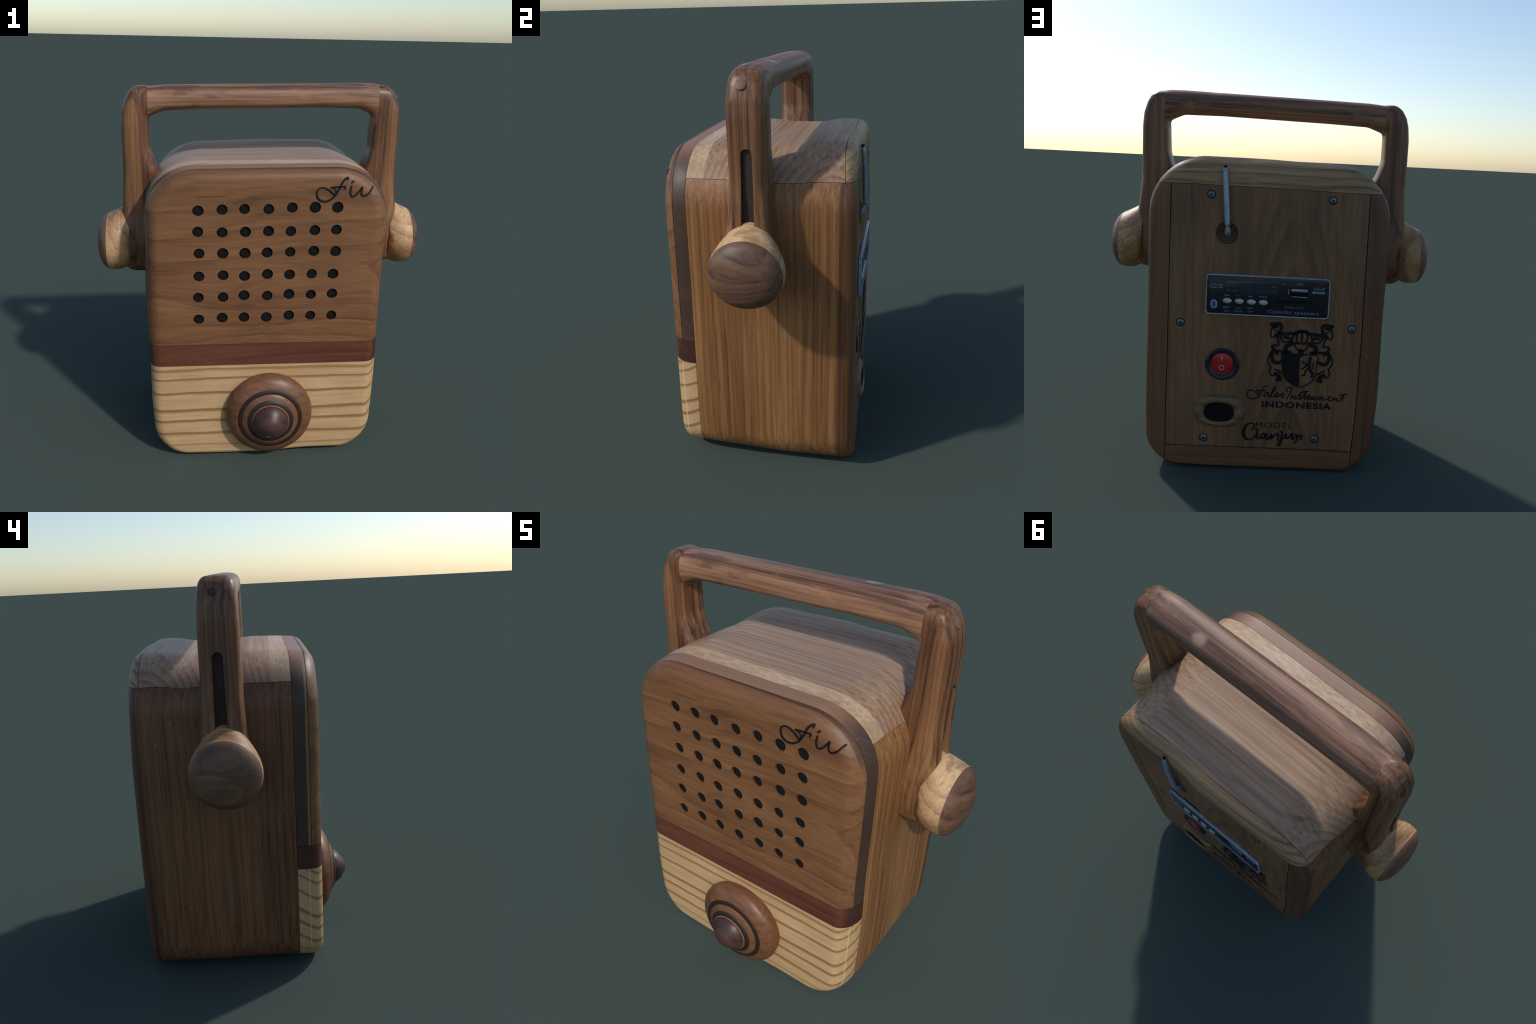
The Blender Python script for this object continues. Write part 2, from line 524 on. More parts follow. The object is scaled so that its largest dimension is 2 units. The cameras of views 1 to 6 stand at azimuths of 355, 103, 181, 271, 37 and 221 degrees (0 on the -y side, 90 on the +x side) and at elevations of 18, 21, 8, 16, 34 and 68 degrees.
# ------------------------------------------------------------------ cabinet boards
boards = {}
spec_boards = [
    ("front_board", walnut_front, [(1, 1, Y_FACE - G * 0.6), (2, -1, Z_BAND + G)]),
    ("front_backing_board", edge_walnut, [(1, -1, Y_FACE + G * 1.6), (1, 1, Y_SLAB - G), (2, -1, Z_BAND + G)]),
    ("accent_strip", red_band, [(1, 1, Y_SLAB - G), (2, 1, Z_BAND - G), (2, -1, Z_PINE + G * 0.5)]),
    ("pine_board", pine, [(1, 1, Y_SLAB - G), (2, 1, Z_PINE - G * 0.5)]),
    ("top_board", walnut_top, [(1, -1, Y_SLAB + G * 0.3), (1, 1, Y_REAR - G), (2, -1, Z_JOINT + G * 0.8)]),
    ("rear_crown_board", crown_ash, [(1, -1, Y_REAR + G), (2, -1, Z_JOINT + G)]),
    ("side_board", side_teak, [(1, -1, Y_SLAB + G * 0.5), (2, 1, Z_JOINT - G * 0.8), (0, -1, X_JOINT + G * 1.8)]),
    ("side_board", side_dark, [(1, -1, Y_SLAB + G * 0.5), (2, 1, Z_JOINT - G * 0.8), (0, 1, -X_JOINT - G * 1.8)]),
    ("back_panel", back_walnut, [(1, -1, Y_REAR), (2, 1, Z_JOINT - G), (2, -1, Z_SILL + G * 1.6), (0, 1, X_JOINT - G * 1.8), (0, -1, -X_JOINT + G * 1.8)]),
    ("bottom_board", sill_wood, [(1, -1, Y_SLAB + G), (2, 1, Z_SILL - G * 1.6), (0, 1, X_JOINT - G), (0, -1, -X_JOINT + G)]),
]
made = []
for name, mat, limits in spec_boards:
    made.append(add(name, carve(solid, limits, name), mat))
front_board, back_panel = made[0], made[8]
core = add("inner_case", to_mesh(cabinet(0.022), "inner_case"), glue)


def cylinder_y(bm, x, z, y0, y1, r, seg=28, r2=None, rz=None):
    m = Matrix.Translation((x, (y0 + y1) / 2, z)) @ Matrix.Rotation(pi / 2, 4, "X")
    res = bmesh.ops.create_cone(bm, cap_ends=True, segments=seg, radius1=r, radius2=r if r2 is None else r2, depth=abs(y1 - y0))
    if rz:
        bmesh.ops.scale(bm, vec=(1, rz / r, 1), verts=res["verts"])
    bmesh.ops.transform(bm, matrix=m, verts=res["verts"])
    return res["verts"]


def bore(target, cutter_bm):
    cut = add("cutter", to_mesh(cutter_bm, "cutter"), glue, smooth=None)
    mod = target.modifiers.new("bore", "BOOLEAN")
    mod.operation, mod.solver, mod.object = "DIFFERENCE", "EXACT", cut
    apply_mods(target)
    bpy.data.objects.remove(cut)
    shade(target.data, 35)


# sound holes: seven columns by six rows, bored by hand and so a little uneven
COLS = (-0.346, -0.226, -0.1155, 0.0015, 0.1185, 0.235, 0.3455)
ROWS = (1.4215, 1.306, 1.1935, 1.073, 0.961, 0.842)
holes = []
for i, zc in enumerate(ROWS):
    for j, xc in enumerate(COLS):
        tilt = (j - 3) * 0.0014
        holes.append((xc + random.uniform(-0.004, 0.004), zc + tilt + random.uniform(-0.004, 0.004), random.uniform(0.0265, 0.0290)))
bm = bmesh.new()
for x, z, r in holes:
    cylinder_y(bm, x, z, Y_FRONT - 0.03, Y_FRONT + 0.034, r)
bore(front_board, bm)

bm = bmesh.new()
rings = [(0.0, 0.0), (0.55, 0.0), (0.92, -0.001), (1.0, 0.001)]
prev = None
for r, y in rings[1:]:
    cur = [bm.verts.new((r * cos(2 * pi * k / 24), y, r * sin(2 * pi * k / 24))) for k in range(24)]
    if prev:
        for k in range(24):
            bm.faces.new((prev[k], prev[(k + 1) % 24], cur[(k + 1) % 24], cur[k]))
    else:
        bm.faces.new(cur)
    prev = cur
low = [bm.verts.new((v.co.x, 0.02, v.co.z)) for v in prev]
for k in range(24):
    bm.faces.new((prev[k], prev[(k + 1) % 24], low[(k + 1) % 24], low[k]))
bm.faces.new(low)
hole_mesh = to_mesh(bm, "sound_hole")
hole_mesh.materials.append(cavity_black)
for x, z, r in holes:
    ob = add("sound_hole", hole_mesh, smooth=35, parent=front_board)
    ob.location = (x + 0.001, Y_FRONT + 0.0085 + random.uniform(0, 0.003), z)
    ob.scale = (r * 0.985, 1, r * 0.985)


# ------------------------------------------------------------------ inlaid lettering
ink = plain("black_ink", C(24, 22, 23), 0.7, spec=0.2)


def stroke_mesh(bm, pts, widths, y, thick, facing, closed=False, sub=5):
    """A flat brush stroke through the (x, z) points, standing proud of the face at depth y."""
    P = [Vector((a, b)) for a, b in pts]
    n = len(P)
    W = widths if isinstance(widths, (list, tuple)) else [widths] * n
    path = []
    for i in range(n - 1):
        p0, p1, p2, p3 = P[max(i - 1, 0)], P[i], P[i + 1], P[min(i + 2, n - 1)]
        for k in range(sub):
            t = k / sub
            q = 0.5 * ((2 * p1) + (p2 - p0) * t + (2 * p0 - 5 * p1 + 4 * p2 - p3) * t * t + (3 * p1 - p0 - 3 * p2 + p3) * t ** 3)
            path.append((q, lerp(W[i], W[i + 1], t) / 2))
    path.append((P[-1], W[-1] / 2))
    rows = []
    m = len(path)
    tang = [(path[min(i + 1, m - 1)][0] - path[max(i - 1, 0)][0]).normalized() for i in range(m)]
    items = [(path[0][0] - tang[0] * path[0][1] * 0.7, path[0][1] * 0.55, tang[0])]
    items += [(q, w, t) for (q, w), t in zip(path, tang)]
    items += [(path[-1][0] + tang[-1] * path[-1][1] * 0.7, path[-1][1] * 0.55, tang[-1])]
    for q, w, t in items:
        s = Vector((-t.y, t.x)) * w
        top = y + facing * thick
        a, b = q + s, q - s
        rows.append([bm.verts.new((a.x, y - facing * 0.002, a.y)), bm.verts.new((a.x, top, a.y)),
                     bm.verts.new((b.x, top, b.y)), bm.verts.new((b.x, y - facing * 0.002, b.y))])
    for a, b in zip(rows, rows[1:]):
        for k in range(4):
            bm.faces.new((a[k], a[(k + 1) % 4], b[(k + 1) % 4], b[k]))
    bm.faces.new(rows[0])
    bm.faces.new(rows[-1][::-1])


def slab_mesh(bm, pts, y, thick, facing):
    lo = [bm.verts.new((a, y - facing * 0.002, b)) for a, b in pts]
    hi = [bm.verts.new((a, y + facing * thick, b)) for a, b in pts]
    bm.faces.new(lo)
    bm.faces.new(hi[::-1])
    n = len(pts)
    for k in range(n):
        bm.faces.new((lo[k], lo[(k + 1) % n], hi[(k + 1) % n], hi[k]))


def affine(ox, xa, xb, oz, za, zb):
    return lambda u, v: (ox + xa * u + xb * v, oz + za * u + zb * v)


# signature, front upper right: "Fiw"
sig = affine(0.0384, 0.0322, 0.0021, 1.6686, 0.0, -0.0327)
bm = bmesh.new()
for pts, w in [
    ([(10.6, 3.3), (10.75, 2.95), (10.3, 3.1), (9.8, 3.7), (9.4, 4.5), (8.9, 5.3), (8.3, 6.0), (7.5, 6.45), (6.7, 6.5), (6.05, 6.1), (5.82, 5.4), (6.0, 4.75), (6.6, 4.4), (7.3, 4.55), (8.0, 5.0), (8.7, 5.65)],
     [0.2, 0.3, 0.3, 0.3, 0.32, 0.34, 0.3, 0.28, 0.3, 0.34, 0.3, 0.24, 0.2, 0.26, 0.34, 0.3]),
    ([(8.05, 4.4), (8.8, 4.32), (9.6, 4.3), (10.3, 4.25), (10.15, 4.62)], 0.26),
    ([(8.2, 4.4), (8.75, 4.75), (8.85, 5.4)], 0.22),
    ([(11.25, 4.2), (11.1, 4.8), (11.05, 5.35), (11.3, 5.78), (11.75, 5.65), (12.35, 5.1), (12.95, 4.35), (12.8, 5.0), (12.85, 5.55), (13.25, 5.72), (13.9, 5.35), (14.4, 4.8), (14.72, 4.42)], 0.27),
    ([(11.3, 3.66), (11.6, 3.45)], 0.26),
]:
    w = [a * 0.0325 for a in w] if isinstance(w, list) else w * 0.0325
    stroke_mesh(bm, [sig(*p) for p in pts], w, Y_FRONT, 0.0016, -1)
for v in bm.verts:
    v.co.y += front_skin(v.co.x, v.co.z) * 0.98 - 0.001
add("signature", to_mesh(bm, "signature"), ink, parent=front_board, smooth=None)

# heraldic crest on the back
crest_map = affine(0.01324, -0.02314, -0.00128, 0.82215, 0.00124, -0.02392)
U = 0.0235
bm = bmesh.new()
AXIS_X = -0.194


def crest_stroke(pts, w, mirrored=False):
    q = [crest_map(*p) for p in pts]
    stroke_mesh(bm, q, w * U * 1.15, Y_BACK, 0.0014, 1)
    if mirrored:
        stroke_mesh(bm, [(2 * AXIS_X - a, b) for a, b in q], w * U * 1.15, Y_BACK, 0.00145, 1)


arc = [(8.9 - 2.25 * cos(radians(a)), 4.55 - 1.95 * sin(radians(a))) for a in range(-25, 206, 23)]
crest_stroke(arc, 0.38)
crest_stroke([(7.0, 3.3), (7.9, 2.85), (8.9, 2.75), (9.9, 2.9), (10.8, 3.45)], 0.7)
crest_stroke([(6.7, 5.25), (8.8, 5.35), (11.0, 5.5)], 0.4)
crest_stroke([(7.15, 5.5), (7.55, 6.4), (8.2, 6.95), (9.2, 7.0), (9.95, 6.45), (10.4, 5.7)], 0.3)
crest_stroke([(7.9, 3.0), (7.62, 4.2), (7.9, 5.2)], 0.34)
crest_stroke([(8.95, 3.0), (8.8, 4.8)], 0.4)
crest_stroke([(9.8, 3.1), (10.15, 4.2), (9.7, 5.2)], 0.36)
crest_stroke([(8.6, 7.1), (8.55, 8.0)], 1.15)
slab_mesh(bm, [crest_map(*p) for p in [(4.1, 7.5), (6.3, 7.5), (8.5, 7.75), (8.38, 9.0), (8.1, 15.35), (7.2, 15.05), (6.0, 14.3), (5.0, 13.4), (4.5, 12.6), (4.25, 11), (4.2, 9)]], Y_BACK, 0.0013, 1)
crest_stroke([(8.5, 7.9), (10.4, 7.95), (12.1, 8.1), (12.6, 8.8), (12.2, 9.6), (12.15, 11), (11.9, 12.7), (11.0, 14.0), (9.6, 14.9), (8.1, 15.3)], 0.24)
# rampant beast on the pale half
crest_stroke([(10.85, 8.6), (10.55, 9.4), (10.5, 10.6), (10.75, 11.6), (11.3, 12.3), (11.05, 13.0)], 0.55)
crest_stroke([(10.5, 11.0), (9.65, 11.6), (9.4, 12.45), (8.75, 12.6)], 0.36)
crest_stroke([(10.4, 10.1), (9.6, 9.95), (8.8, 9.4)], 0.32)
crest_stroke([(10.2, 10.4), (9.4, 10.7), (8.8, 11.2)], 0.34)
crest_stroke([(11.0, 11.3), (11.4, 11.0), (11.25, 10.2), (11.8, 9.7)], 0.2)
for pts, w in [
    ([(1.95, 0.95), (3.0, 0.95), (3.9, 0.85), (4.35, 1.6), (4.0, 2.5), (3.6, 3.4)], 0.62),
    ([(2.2, 1.2), (2.9, 1.5), (3.5, 1.4)], 0.75),
    ([(2.4, 1.7), (1.85, 2.6), (1.95, 3.7), (2.5, 3.9), (3.0, 3.5)], 0.32),
    ([(2.6, 2.1), (3.4, 2.65)], 0.25),
    ([(3.6, 3.0), (5.0, 3.2), (6.5, 3.1)], 0.7),
    ([(3.1, 3.4), (3.5, 3.7)], 0.9),
    ([(4.2, 3.3), (4.15, 4.3), (4.9, 5.0), (6.3, 4.75)], 0.36),
    ([(4.8, 4.0), (5.6, 4.0), (6.3, 4.35)], 0.55),
    ([(3.3, 3.8), (3.6, 5.0), (3.5, 5.8), (2.8, 5.65), (2.2, 5.8)], 0.36),
    ([(6.7, 5.3), (5.4, 5.95), (5.15, 6.8), (5.6, 7.4)], 0.95),
    ([(4.8, 7.2), (6.3, 7.3)], 0.6),
    ([(2.2, 5.9), (2.5, 6.6), (3.2, 7.0), (4.4, 7.15)], 0.55),
    ([(2.4, 6.9), (2.05, 8.0), (2.3, 9.2), (3.2, 9.65), (4.3, 9.3)], 0.72),
    ([(2.9, 7.1), (3.3, 7.7)], 0.5),
    ([(1.9, 7.3), (1.25, 8.5), (1.3, 9.7), (1.85, 10.7), (1.45, 11.5), (1.9, 12.4), (2.7, 12.6)], 0.3),
    ([(2.75, 11.1), (3.5, 11.5), (4.25, 12.0)], 0.36),
    ([(2.7, 12.1), (3.4, 12.4), (3.6, 13.3), (3.2, 13.5)], 0.8),
    ([(3.9, 12.7), (4.1, 13.6)], 0.45),
]:
    crest_stroke(pts, w, mirrored=True)
add("crest", to_mesh(bm, "crest"), ink, parent=back_panel, smooth=None)

# script lines under the crest
txt = affine(0.11738, -0.02571, -0.00141, 0.49445, 0.00143, -0.02697)
T = 0.0262
bm = bmesh.new()
for pts in [
    [(5.75, 1.3), (5.2, 1.4), (4.7, 1.9), (4.3, 2.8), (3.9, 3.4), (3.2, 3.8), (2.3, 3.9), (1.6, 3.5), (1.4, 2.9), (1.7, 2.3), (2.3, 2.1), (3.0, 2.35), (3.85, 3.15)],
    [(3.4, 2.1), (4.2, 2.2), (5.4, 2.3)],
    [(3.5, 2.3), (4.0, 2.7)],
    [(5.9, 2.7), (5.3, 2.7), (4.9, 3.2), (5.0, 3.5), (5.5, 3.2), (5.9, 2.75), (5.8, 3.4), (6.2, 3.3), (6.9, 2.4), (7.35, 1.5), (7.1, 1.6), (6.5, 2.8), (6.4, 3.5), (6.9, 3.5), (7.2, 3.0), (7.6, 3.3), (7.9, 2.95), (7.75, 2.75), (7.3, 3.0), (7.3, 3.6), (8.0, 3.4), (8.6, 2.8), (8.9, 2.9), (8.5, 3.5), (8.7, 3.75), (9.1, 3.3)],
    [(9.5, 2.6), (9.6, 1.9), (10.2, 1.65), (10.6, 1.8), (10.3, 2.6), (9.6, 4.0)],
    [(10.4, 3.9), (10.7, 3.2), (10.55, 3.8), (11.3, 3.3), (11.1, 4.0), (11.6, 3.9), (12.1, 3.3), (12.5, 2.7), (12.3, 3.3), (12.4, 3.9), (11.9, 4.05), (12.6, 3.9), (13.2, 3.1), (13.7, 2.4), (13.3, 3.3), (13.2, 4.0), (13.5, 4.0), (14.0, 3.3), (14.3, 3.4), (13.9, 3.9), (14.1, 4.15), (14.8, 3.6), (14.65, 4.2), (15.2, 3.9), (15.4, 3.5), (15.2, 4.2), (15.7, 4.2), (16.0, 3.6), (15.9, 4.15), (16.5, 3.6), (16.4, 4.25), (17.1, 3.6), (17.0, 4.3), (17.8, 4.15)],
    [(17.8, 4.15), (18.5, 3.85), (18.4, 3.6), (18.0, 4.0), (18.2, 4.4), (18.8, 4.4), (19.2, 3.8), (19.1, 4.4), (19.8, 3.9), (19.8, 4.5), (20.3, 4.5), (21.0, 3.7), (21.5, 3.0), (21.1, 3.9), (21.1, 4.6)],
    [(12.6, 2.7), (13.5, 2.5), (14.1, 2.5)],
    [(20.4, 3.4), (21.3, 3.1), (22.0, 3.1)],
]:
    stroke_mesh(bm, [txt(*p) for p in pts], 0.24 * T, Y_BACK, 0.0013, 1, sub=4)
add("script_lettering", to_mesh(bm, "script_lettering"), ink, parent=back_panel, smooth=None)
bm = bmesh.new()
for pts, w in [
    ([(2.2, 10.2), (2.75, 9.8), (2.85, 9.1), (2.2, 8.85), (1.3, 9.2), (0.75, 10.2), (0.7, 11.2), (1.2, 12.0), (2.0, 12.2), (2.8, 11.8), (3.2, 11.2)], [0.2, 0.4, 0.4, 0.25, 0.5, 0.8, 0.8, 0.6, 0.25, 0.2, 0.2]),
    ([(3.45, 10.85), (3.35, 11.8), (3.7, 12.0), (4.1, 11.7)], [0.5, 0.5, 0.3, 0.25]),
    ([(3.3, 10.25), (3.55, 10.35)], 0.55),
    ([(5.1, 11.1), (4.5, 11.1), (4.15, 11.7), (4.4, 12.0), (4.9, 11.7), (5.4, 11.05), (5.3, 12.0), (5.7, 12.1), (6.4, 11.2), (6.3, 12.1), (7.0, 11.4), (7.7, 11.1), (7.85, 11.6), (7.7, 12.4)], 0.42),
    ([(8.6, 11.1), (8.4, 12.4), (8.1, 13.4), (7.65, 13.5), (7.6, 13.1), (8.5, 12.2)], [0.5, 0.55, 0.5, 0.25, 0.22, 0.22]),
    ([(8.4, 10.65), (8.65, 10.75)], 0.5),
    ([(8.8, 12.1), (9.5, 11.2), (9.35, 12.0), (9.8, 12.0), (10.7, 11.15), (10.6, 12.3), (11.0, 11.9)], 0.42),
    ([(11.4, 11.3), (11.65, 12.0), (11.4, 12.8), (11.0, 13.0)], [0.5, 0.5, 0.35, 0.2]),
    ([(11.5, 11.5), (12.0, 11.7), (12.6, 11.5), (12.4, 12.3)], [0.35, 0.3, 0.4, 0.5]),
]:
    w = [a * T for a in w] if isinstance(w, list) else w * T
    stroke_mesh(bm, [txt(*p) for p in pts], w, Y_BACK, 0.0013, 1)
add("model_lettering", to_mesh(bm, "model_lettering"), ink, parent=back_panel, smooth=None)


def lettering(name, text, x_left, x_right, z_base, height, y, mat, parent, bold=0.0, spacing=1.0, slant=0.0, thick=0.001):
    """Built-in font, fitted into the given box on the back (text reads towards -x)."""
    cu = bpy.data.curves.new(name, "FONT")
    cu.body = text
    cu.offset = bold
    cu.space_character = spacing
    cu.shear = slant
    cu.resolution_u = 3
    ob = bpy.data.objects.new(name, cu)
    COL.objects.link(ob)
    me = bpy.data.meshes.new_from_object(ob.evaluated_get(bpy.context.evaluated_depsgraph_get()))
    bpy.data.objects.remove(ob)
    bpy.data.curves.remove(cu)
    xs = [v.co.x for v in me.vertices]
    cap = 0.729
    x0, x1 = min(xs), max(xs)
    bm = bmesh.new()
    bm.from_mesh(me)
    bpy.data.meshes.remove(me)
    for v in bm.verts:
        v.co = Vector((lerp(x_left, x_right, (v.co.x - x0) / (x1 - x0)), y + thick, z_base + v.co.y / cap * height))
    ext = bmesh.ops.extrude_face_region(bm, geom=bm.faces[:])
    for g in ext["geom"]:
        if isinstance(g, bmesh.types.BMVert):
            g.co.y = y - 0.001
    return add(name, to_mesh(bm, name), mat, parent=parent, smooth=None)


lettering("country_lettering", "INDONESIA", -0.0035, -0.372, 0.3525, 0.033, Y_BACK, ink, back_panel, bold=0.035, spacing=1.12, thick=0.0013)
lettering("model_caption", "MODEL", 0.0215, -0.174, 0.2375, 0.032, Y_BACK, ink, back_panel, bold=0.0, spacing=1.25, thick=0.0013)

# ------------------------------------------------------------------ control panel
silver = plain("brushed_silver", C(150, 160, 172), 0.35, metallic=0.3)
panel_black = plain("black_plastic", C(27, 29, 36), 0.35)
lcd = plain("grey_display_glass", C(44, 49, 60), 0.25)
lcd_mark = plain("faint_segments", C(58, 64, 74), 0.4)
print_ink = plain("pale_blue_print", C(112, 122, 150), 0.6)
button_metal = plain("pale_metal_button", C(172, 178, 180), 0.35, metallic=0.2)
badge_blue = plain("pale_blue_badge", C(120, 146, 186), 0.5)
slot_black = plain("black_slot", C(14, 14, 16), 0.7, spec=0.2)

PX0, PX1, PZ0, PZ1 = 0.309, -0.328, 0.8405, 1.0515
PY = Y_BACK + 0.008


def rounded_box(name, xc, zc, hw, hh, y0, y1, r, mat, parent, bevel=0.002, seg=6):
    bm = bmesh.new()
    pts = []
    for cx, cz, a0 in ((hw - r, hh - r, 0), (-hw + r, hh - r, 90), (-hw + r, -hh + r, 180), (hw - r, -hh + r, 270)):
        for k in range(seg + 1):
            a = radians(a0 + 90 * k / seg)
            pts.append((xc + cx + r * cos(a), zc + cz + r * sin(a)))
    n = len(pts)
    dirn = 1 if y1 > y0 else -1
    levels = [(y0, 0.0), (y1 - dirn * bevel, 0.0), (y1 - dirn * bevel * 0.3, bevel * 0.4), (y1, bevel)]
    rows = []
    for y, d in levels:
        rows.append([bm.verts.new((xc + (a - xc) * (1 - d / hw), y, zc + (b - zc) * (1 - d / hh))) for a, b in pts])
    for a, b in zip(rows, rows[1:]):
        for k in range(n):
            bm.faces.new((a[k], a[(k + 1) % n], b[(k + 1) % n], b[k]))
    bm.faces.new(rows[0])
    bm.faces.new(rows[-1])
    return add(name, to_mesh(bm, name), mat, parent=parent, smooth=40)


pcx, pcz, phw, phh = (PX0 + PX1) / 2, (PZ0 + PZ1) / 2, (PX0 - PX1) / 2, (PZ1 - PZ0) / 2
panel = rounded_box("control_panel", pcx, pcz, phw - 0.005, phh - 0.005, Y_BACK - 0.01, PY, 0.017, panel_black, root)

# bright rim
bm = bmesh.new()
ring = []
for cx, cz, a0 in ((phw - 0.022, phh - 0.022, 0), (-phw + 0.022, phh - 0.022, 90), (-phw + 0.022, -phh + 0.022, 180), (phw - 0.022, -phh + 0.022, 270)):
    for k in range(8):
        a = radians(a0 + 90 * k / 7)
        ring.append(((pcx + cx, pcz + cz), (cos(a), sin(a))))
rows = []
for (cx, cz), (dx, dz) in ring:
    wob = random.uniform(-0.0008, 0.0008)
    sec = [(0.0220 + wob, Y_BACK - 0.004), (0.0215 + wob, PY + 0.002), (0.019, PY + 0.0038), (0.0160 + wob, PY + 0.003), (0.0148, PY - 0.003)]
    rows.append([bm.verts.new((cx + dx * r, y, cz + dz * r)) for r, y in sec])
n = len(rows)
for i in range(n):
    a, b = rows[i], rows[(i + 1) % n]
    for k in range(4):
        bm.faces.new((a[k], a[k + 1], b[k + 1], b[k]))
    bm.faces.new((a[4], a[0], b[0], b[4]))
add("panel_rim", to_mesh(bm, "panel_rim"), silver, parent=panel, smooth=50)

pm = affine(0.34382, -0.0294, -0.00137, 1.06705, 0.00153, -0.02998)
Q = 0.0297
x, z = pm(9.0, 3.1)
rounded_box("display", x, z, 4.6 * Q, 1.12 * Q, PY - 0.004, PY + 0.0012, 0.003, lcd, panel, bevel=0.0006)
bm = bmesh.new()
for cx, cy in ((7.65, 2.9), (8.85, 2.95), (10.4, 3.0), (11.6, 3.1)):
    for dy in (0.0, 0.66):
        for a in range(0, 360, 60):
            c0, c1 = radians(a + 12), radians(a + 48)
            stroke_mesh(bm, [pm(cx + 0.4 * cos(c), cy + dy + 0.32 * sin(c)) for c in (c0, (c0 + c1) / 2, c1)], 0.09 * Q, PY + 0.0012, 0.0005, 1, sub=2)
for u, v, w in ((4.9, 2.65, 0.5), (6.2, 2.7, 1.1), (4.95, 3.45, 0.5), (6.2, 3.5, 0.7), (12.9, 2.9, 0.7), (12.8, 3.75, 0.9)):
    stroke_mesh(bm, [pm(u - w / 2, v), pm(u + w / 2, v + 0.03)], 0.28 * Q, PY + 0.0012, 0.0004, 1, sub=1)
add("display_segments", to_mesh(bm, "display_segments"), lcd_mark, parent=panel, smooth=None)

bm = bmesh.new()
for i in range(7):
    ph = radians(90 * i / 6)
    r, h = cos(ph), sin(ph)
    ringv = [bm.verts.new((0.0232 * r * cos(2 * pi * k / 28), 0.008 * h, 0.0142 * r * sin(2 * pi * k / 28))) for k in range(28)] if i < 6 else [bm.verts.new((0, 0.008, 0))]
    if i == 0:
        low = ringv
    elif i < 6:
        for k in range(28):
            bm.faces.new((prev[k], prev[(k + 1) % 28], ringv[(k + 1) % 28], ringv[k]))
    else:
        for k in range(28):
            bm.faces.new((prev[k], prev[(k + 1) % 28], ringv[0]))
    prev = ringv
bm.faces.new(low)
button_mesh = to_mesh(bm, "push_button")
button_mesh.materials.append(button_metal)
for u, v in ((4.75, 5.3), (6.85, 5.42), (8.95, 5.57), (11.05, 5.67)):
    x, z = pm(u, v)
    ob = add("push_button", button_mesh, parent=panel, smooth=60)
    ob.location = (x, PY, z)

x, z = pm(17.3, 4.0)
usb = rounded_box("usb_socket", x, z, 1.6 * Q, 0.82 * Q, PY - 0.004, PY + 0.001, 0.003, slot_black, panel, bevel=0.0005)
rounded_box("usb_tongue", *pm(17.35, 3.6), 1.42 * Q, 0.24 * Q, PY, PY + 0.0028, 0.003, silver, usb, bevel=0.001)
bm = bmesh.new()
stroke_mesh(bm, [pm(15.5, 3.35), pm(15.45, 4.2)], 0.14 * Q, PY, 0.0015, 1, sub=1)
stroke_mesh(bm, [pm(15.95, 4.62), pm(18.7, 4.82)], 0.12 * Q, PY + 0.0011, 0.001, 1, sub=1)
add("usb_shell", to_mesh(bm, "usb_shell"), silver, parent=usb, smooth=None)
x, z = pm(16.5, 5.6)
rounded_box("card_slot", x, z, 3.1 * Q, 0.3 * Q, PY - 0.004, PY + 0.0006, 0.003, slot_black, panel, bevel=0.0004)

# wireless badge: an oval with a dark runic mark
x, z = pm(2.4, 5.87)
badge = rounded_box("wireless_badge", x, z, 0.60 * Q, 0.78 * Q, PY - 0.002, PY + 0.0012, 0.59 * Q, badge_blue, panel, bevel=0.0005, seg=10)
bm = bmesh.new()
stroke_mesh(bm, [pm(2.08, 5.55), pm(2.72, 6.15), pm(2.38, 6.45), pm(2.4, 5.3), pm(2.75, 5.6), pm(2.08, 6.15)], 0.13 * Q, PY + 0.0012, 0.0007, 1, sub=1)
add("badge_mark", to_mesh(bm, "badge_mark"), panel_black, parent=badge, smooth=None)

bm = bmesh.new()
oval = [pm(2.4 + 0.72 * cos(radians(a)), 2.72 + 0.33 * sin(radians(a))) for a in range(20, 390, 20)]
stroke_mesh(bm, oval, 0.1 * Q, PY, 0.0008, 1, sub=2)
stroke_mesh(bm, [pm(2.1, 2.85), pm(2.3, 2.6), pm(2.5, 2.85), pm(2.75, 2.6)], 0.12 * Q, PY, 0.0008, 1, sub=1)
stroke_mesh(bm, [pm(3.4, 2.5), pm(3.9, 2.52), pm(3.62, 2.75), pm(3.85, 2.95), pm(3.3, 3.08)], 0.15 * Q, PY, 0.0008, 1, sub=3)
stroke_mesh(bm, [pm(19.65, 3.95), pm(21.7, 4.07)], 0.36 * Q, PY, 0.0006, 1, sub=1)
for u, v, d in ((4.55, 4.35, -1), (4.85, 4.36, -1), (6.5, 4.45, 1), (8.65, 4.58, 1), (8.95, 4.6, 1)):
    tri = [pm(u - 0.14 * d, v - 0.14), pm(u + 0.16 * d, v), pm(u - 0.14 * d, v + 0.14)]
    slab_mesh(bm, tri, PY, 0.0007, 1)
for u, v in ((4.32, 4.33), (6.85, 4.47), (7.0, 4.48), (9.2, 4.62)):
    stroke_mesh(bm, [pm(u, v - 0.12), pm(u, v + 0.12)], 0.06 * Q, PY, 0.0007, 1, sub=1)
add("panel_symbols", to_mesh(bm, "panel_symbols"), print_ink, parent=panel, smooth=None)


def panel_text(name, text, u0, u1, v, h, slant=0.0, bold=0.0):
    (xa, za), (xb, zb) = pm(u0, v), pm(u1, v)
    lettering(name, text, xa, xb, (za + zb) / 2, h * Q, PY, print_ink, panel, thick=0.0008, slant=slant, bold=bold)


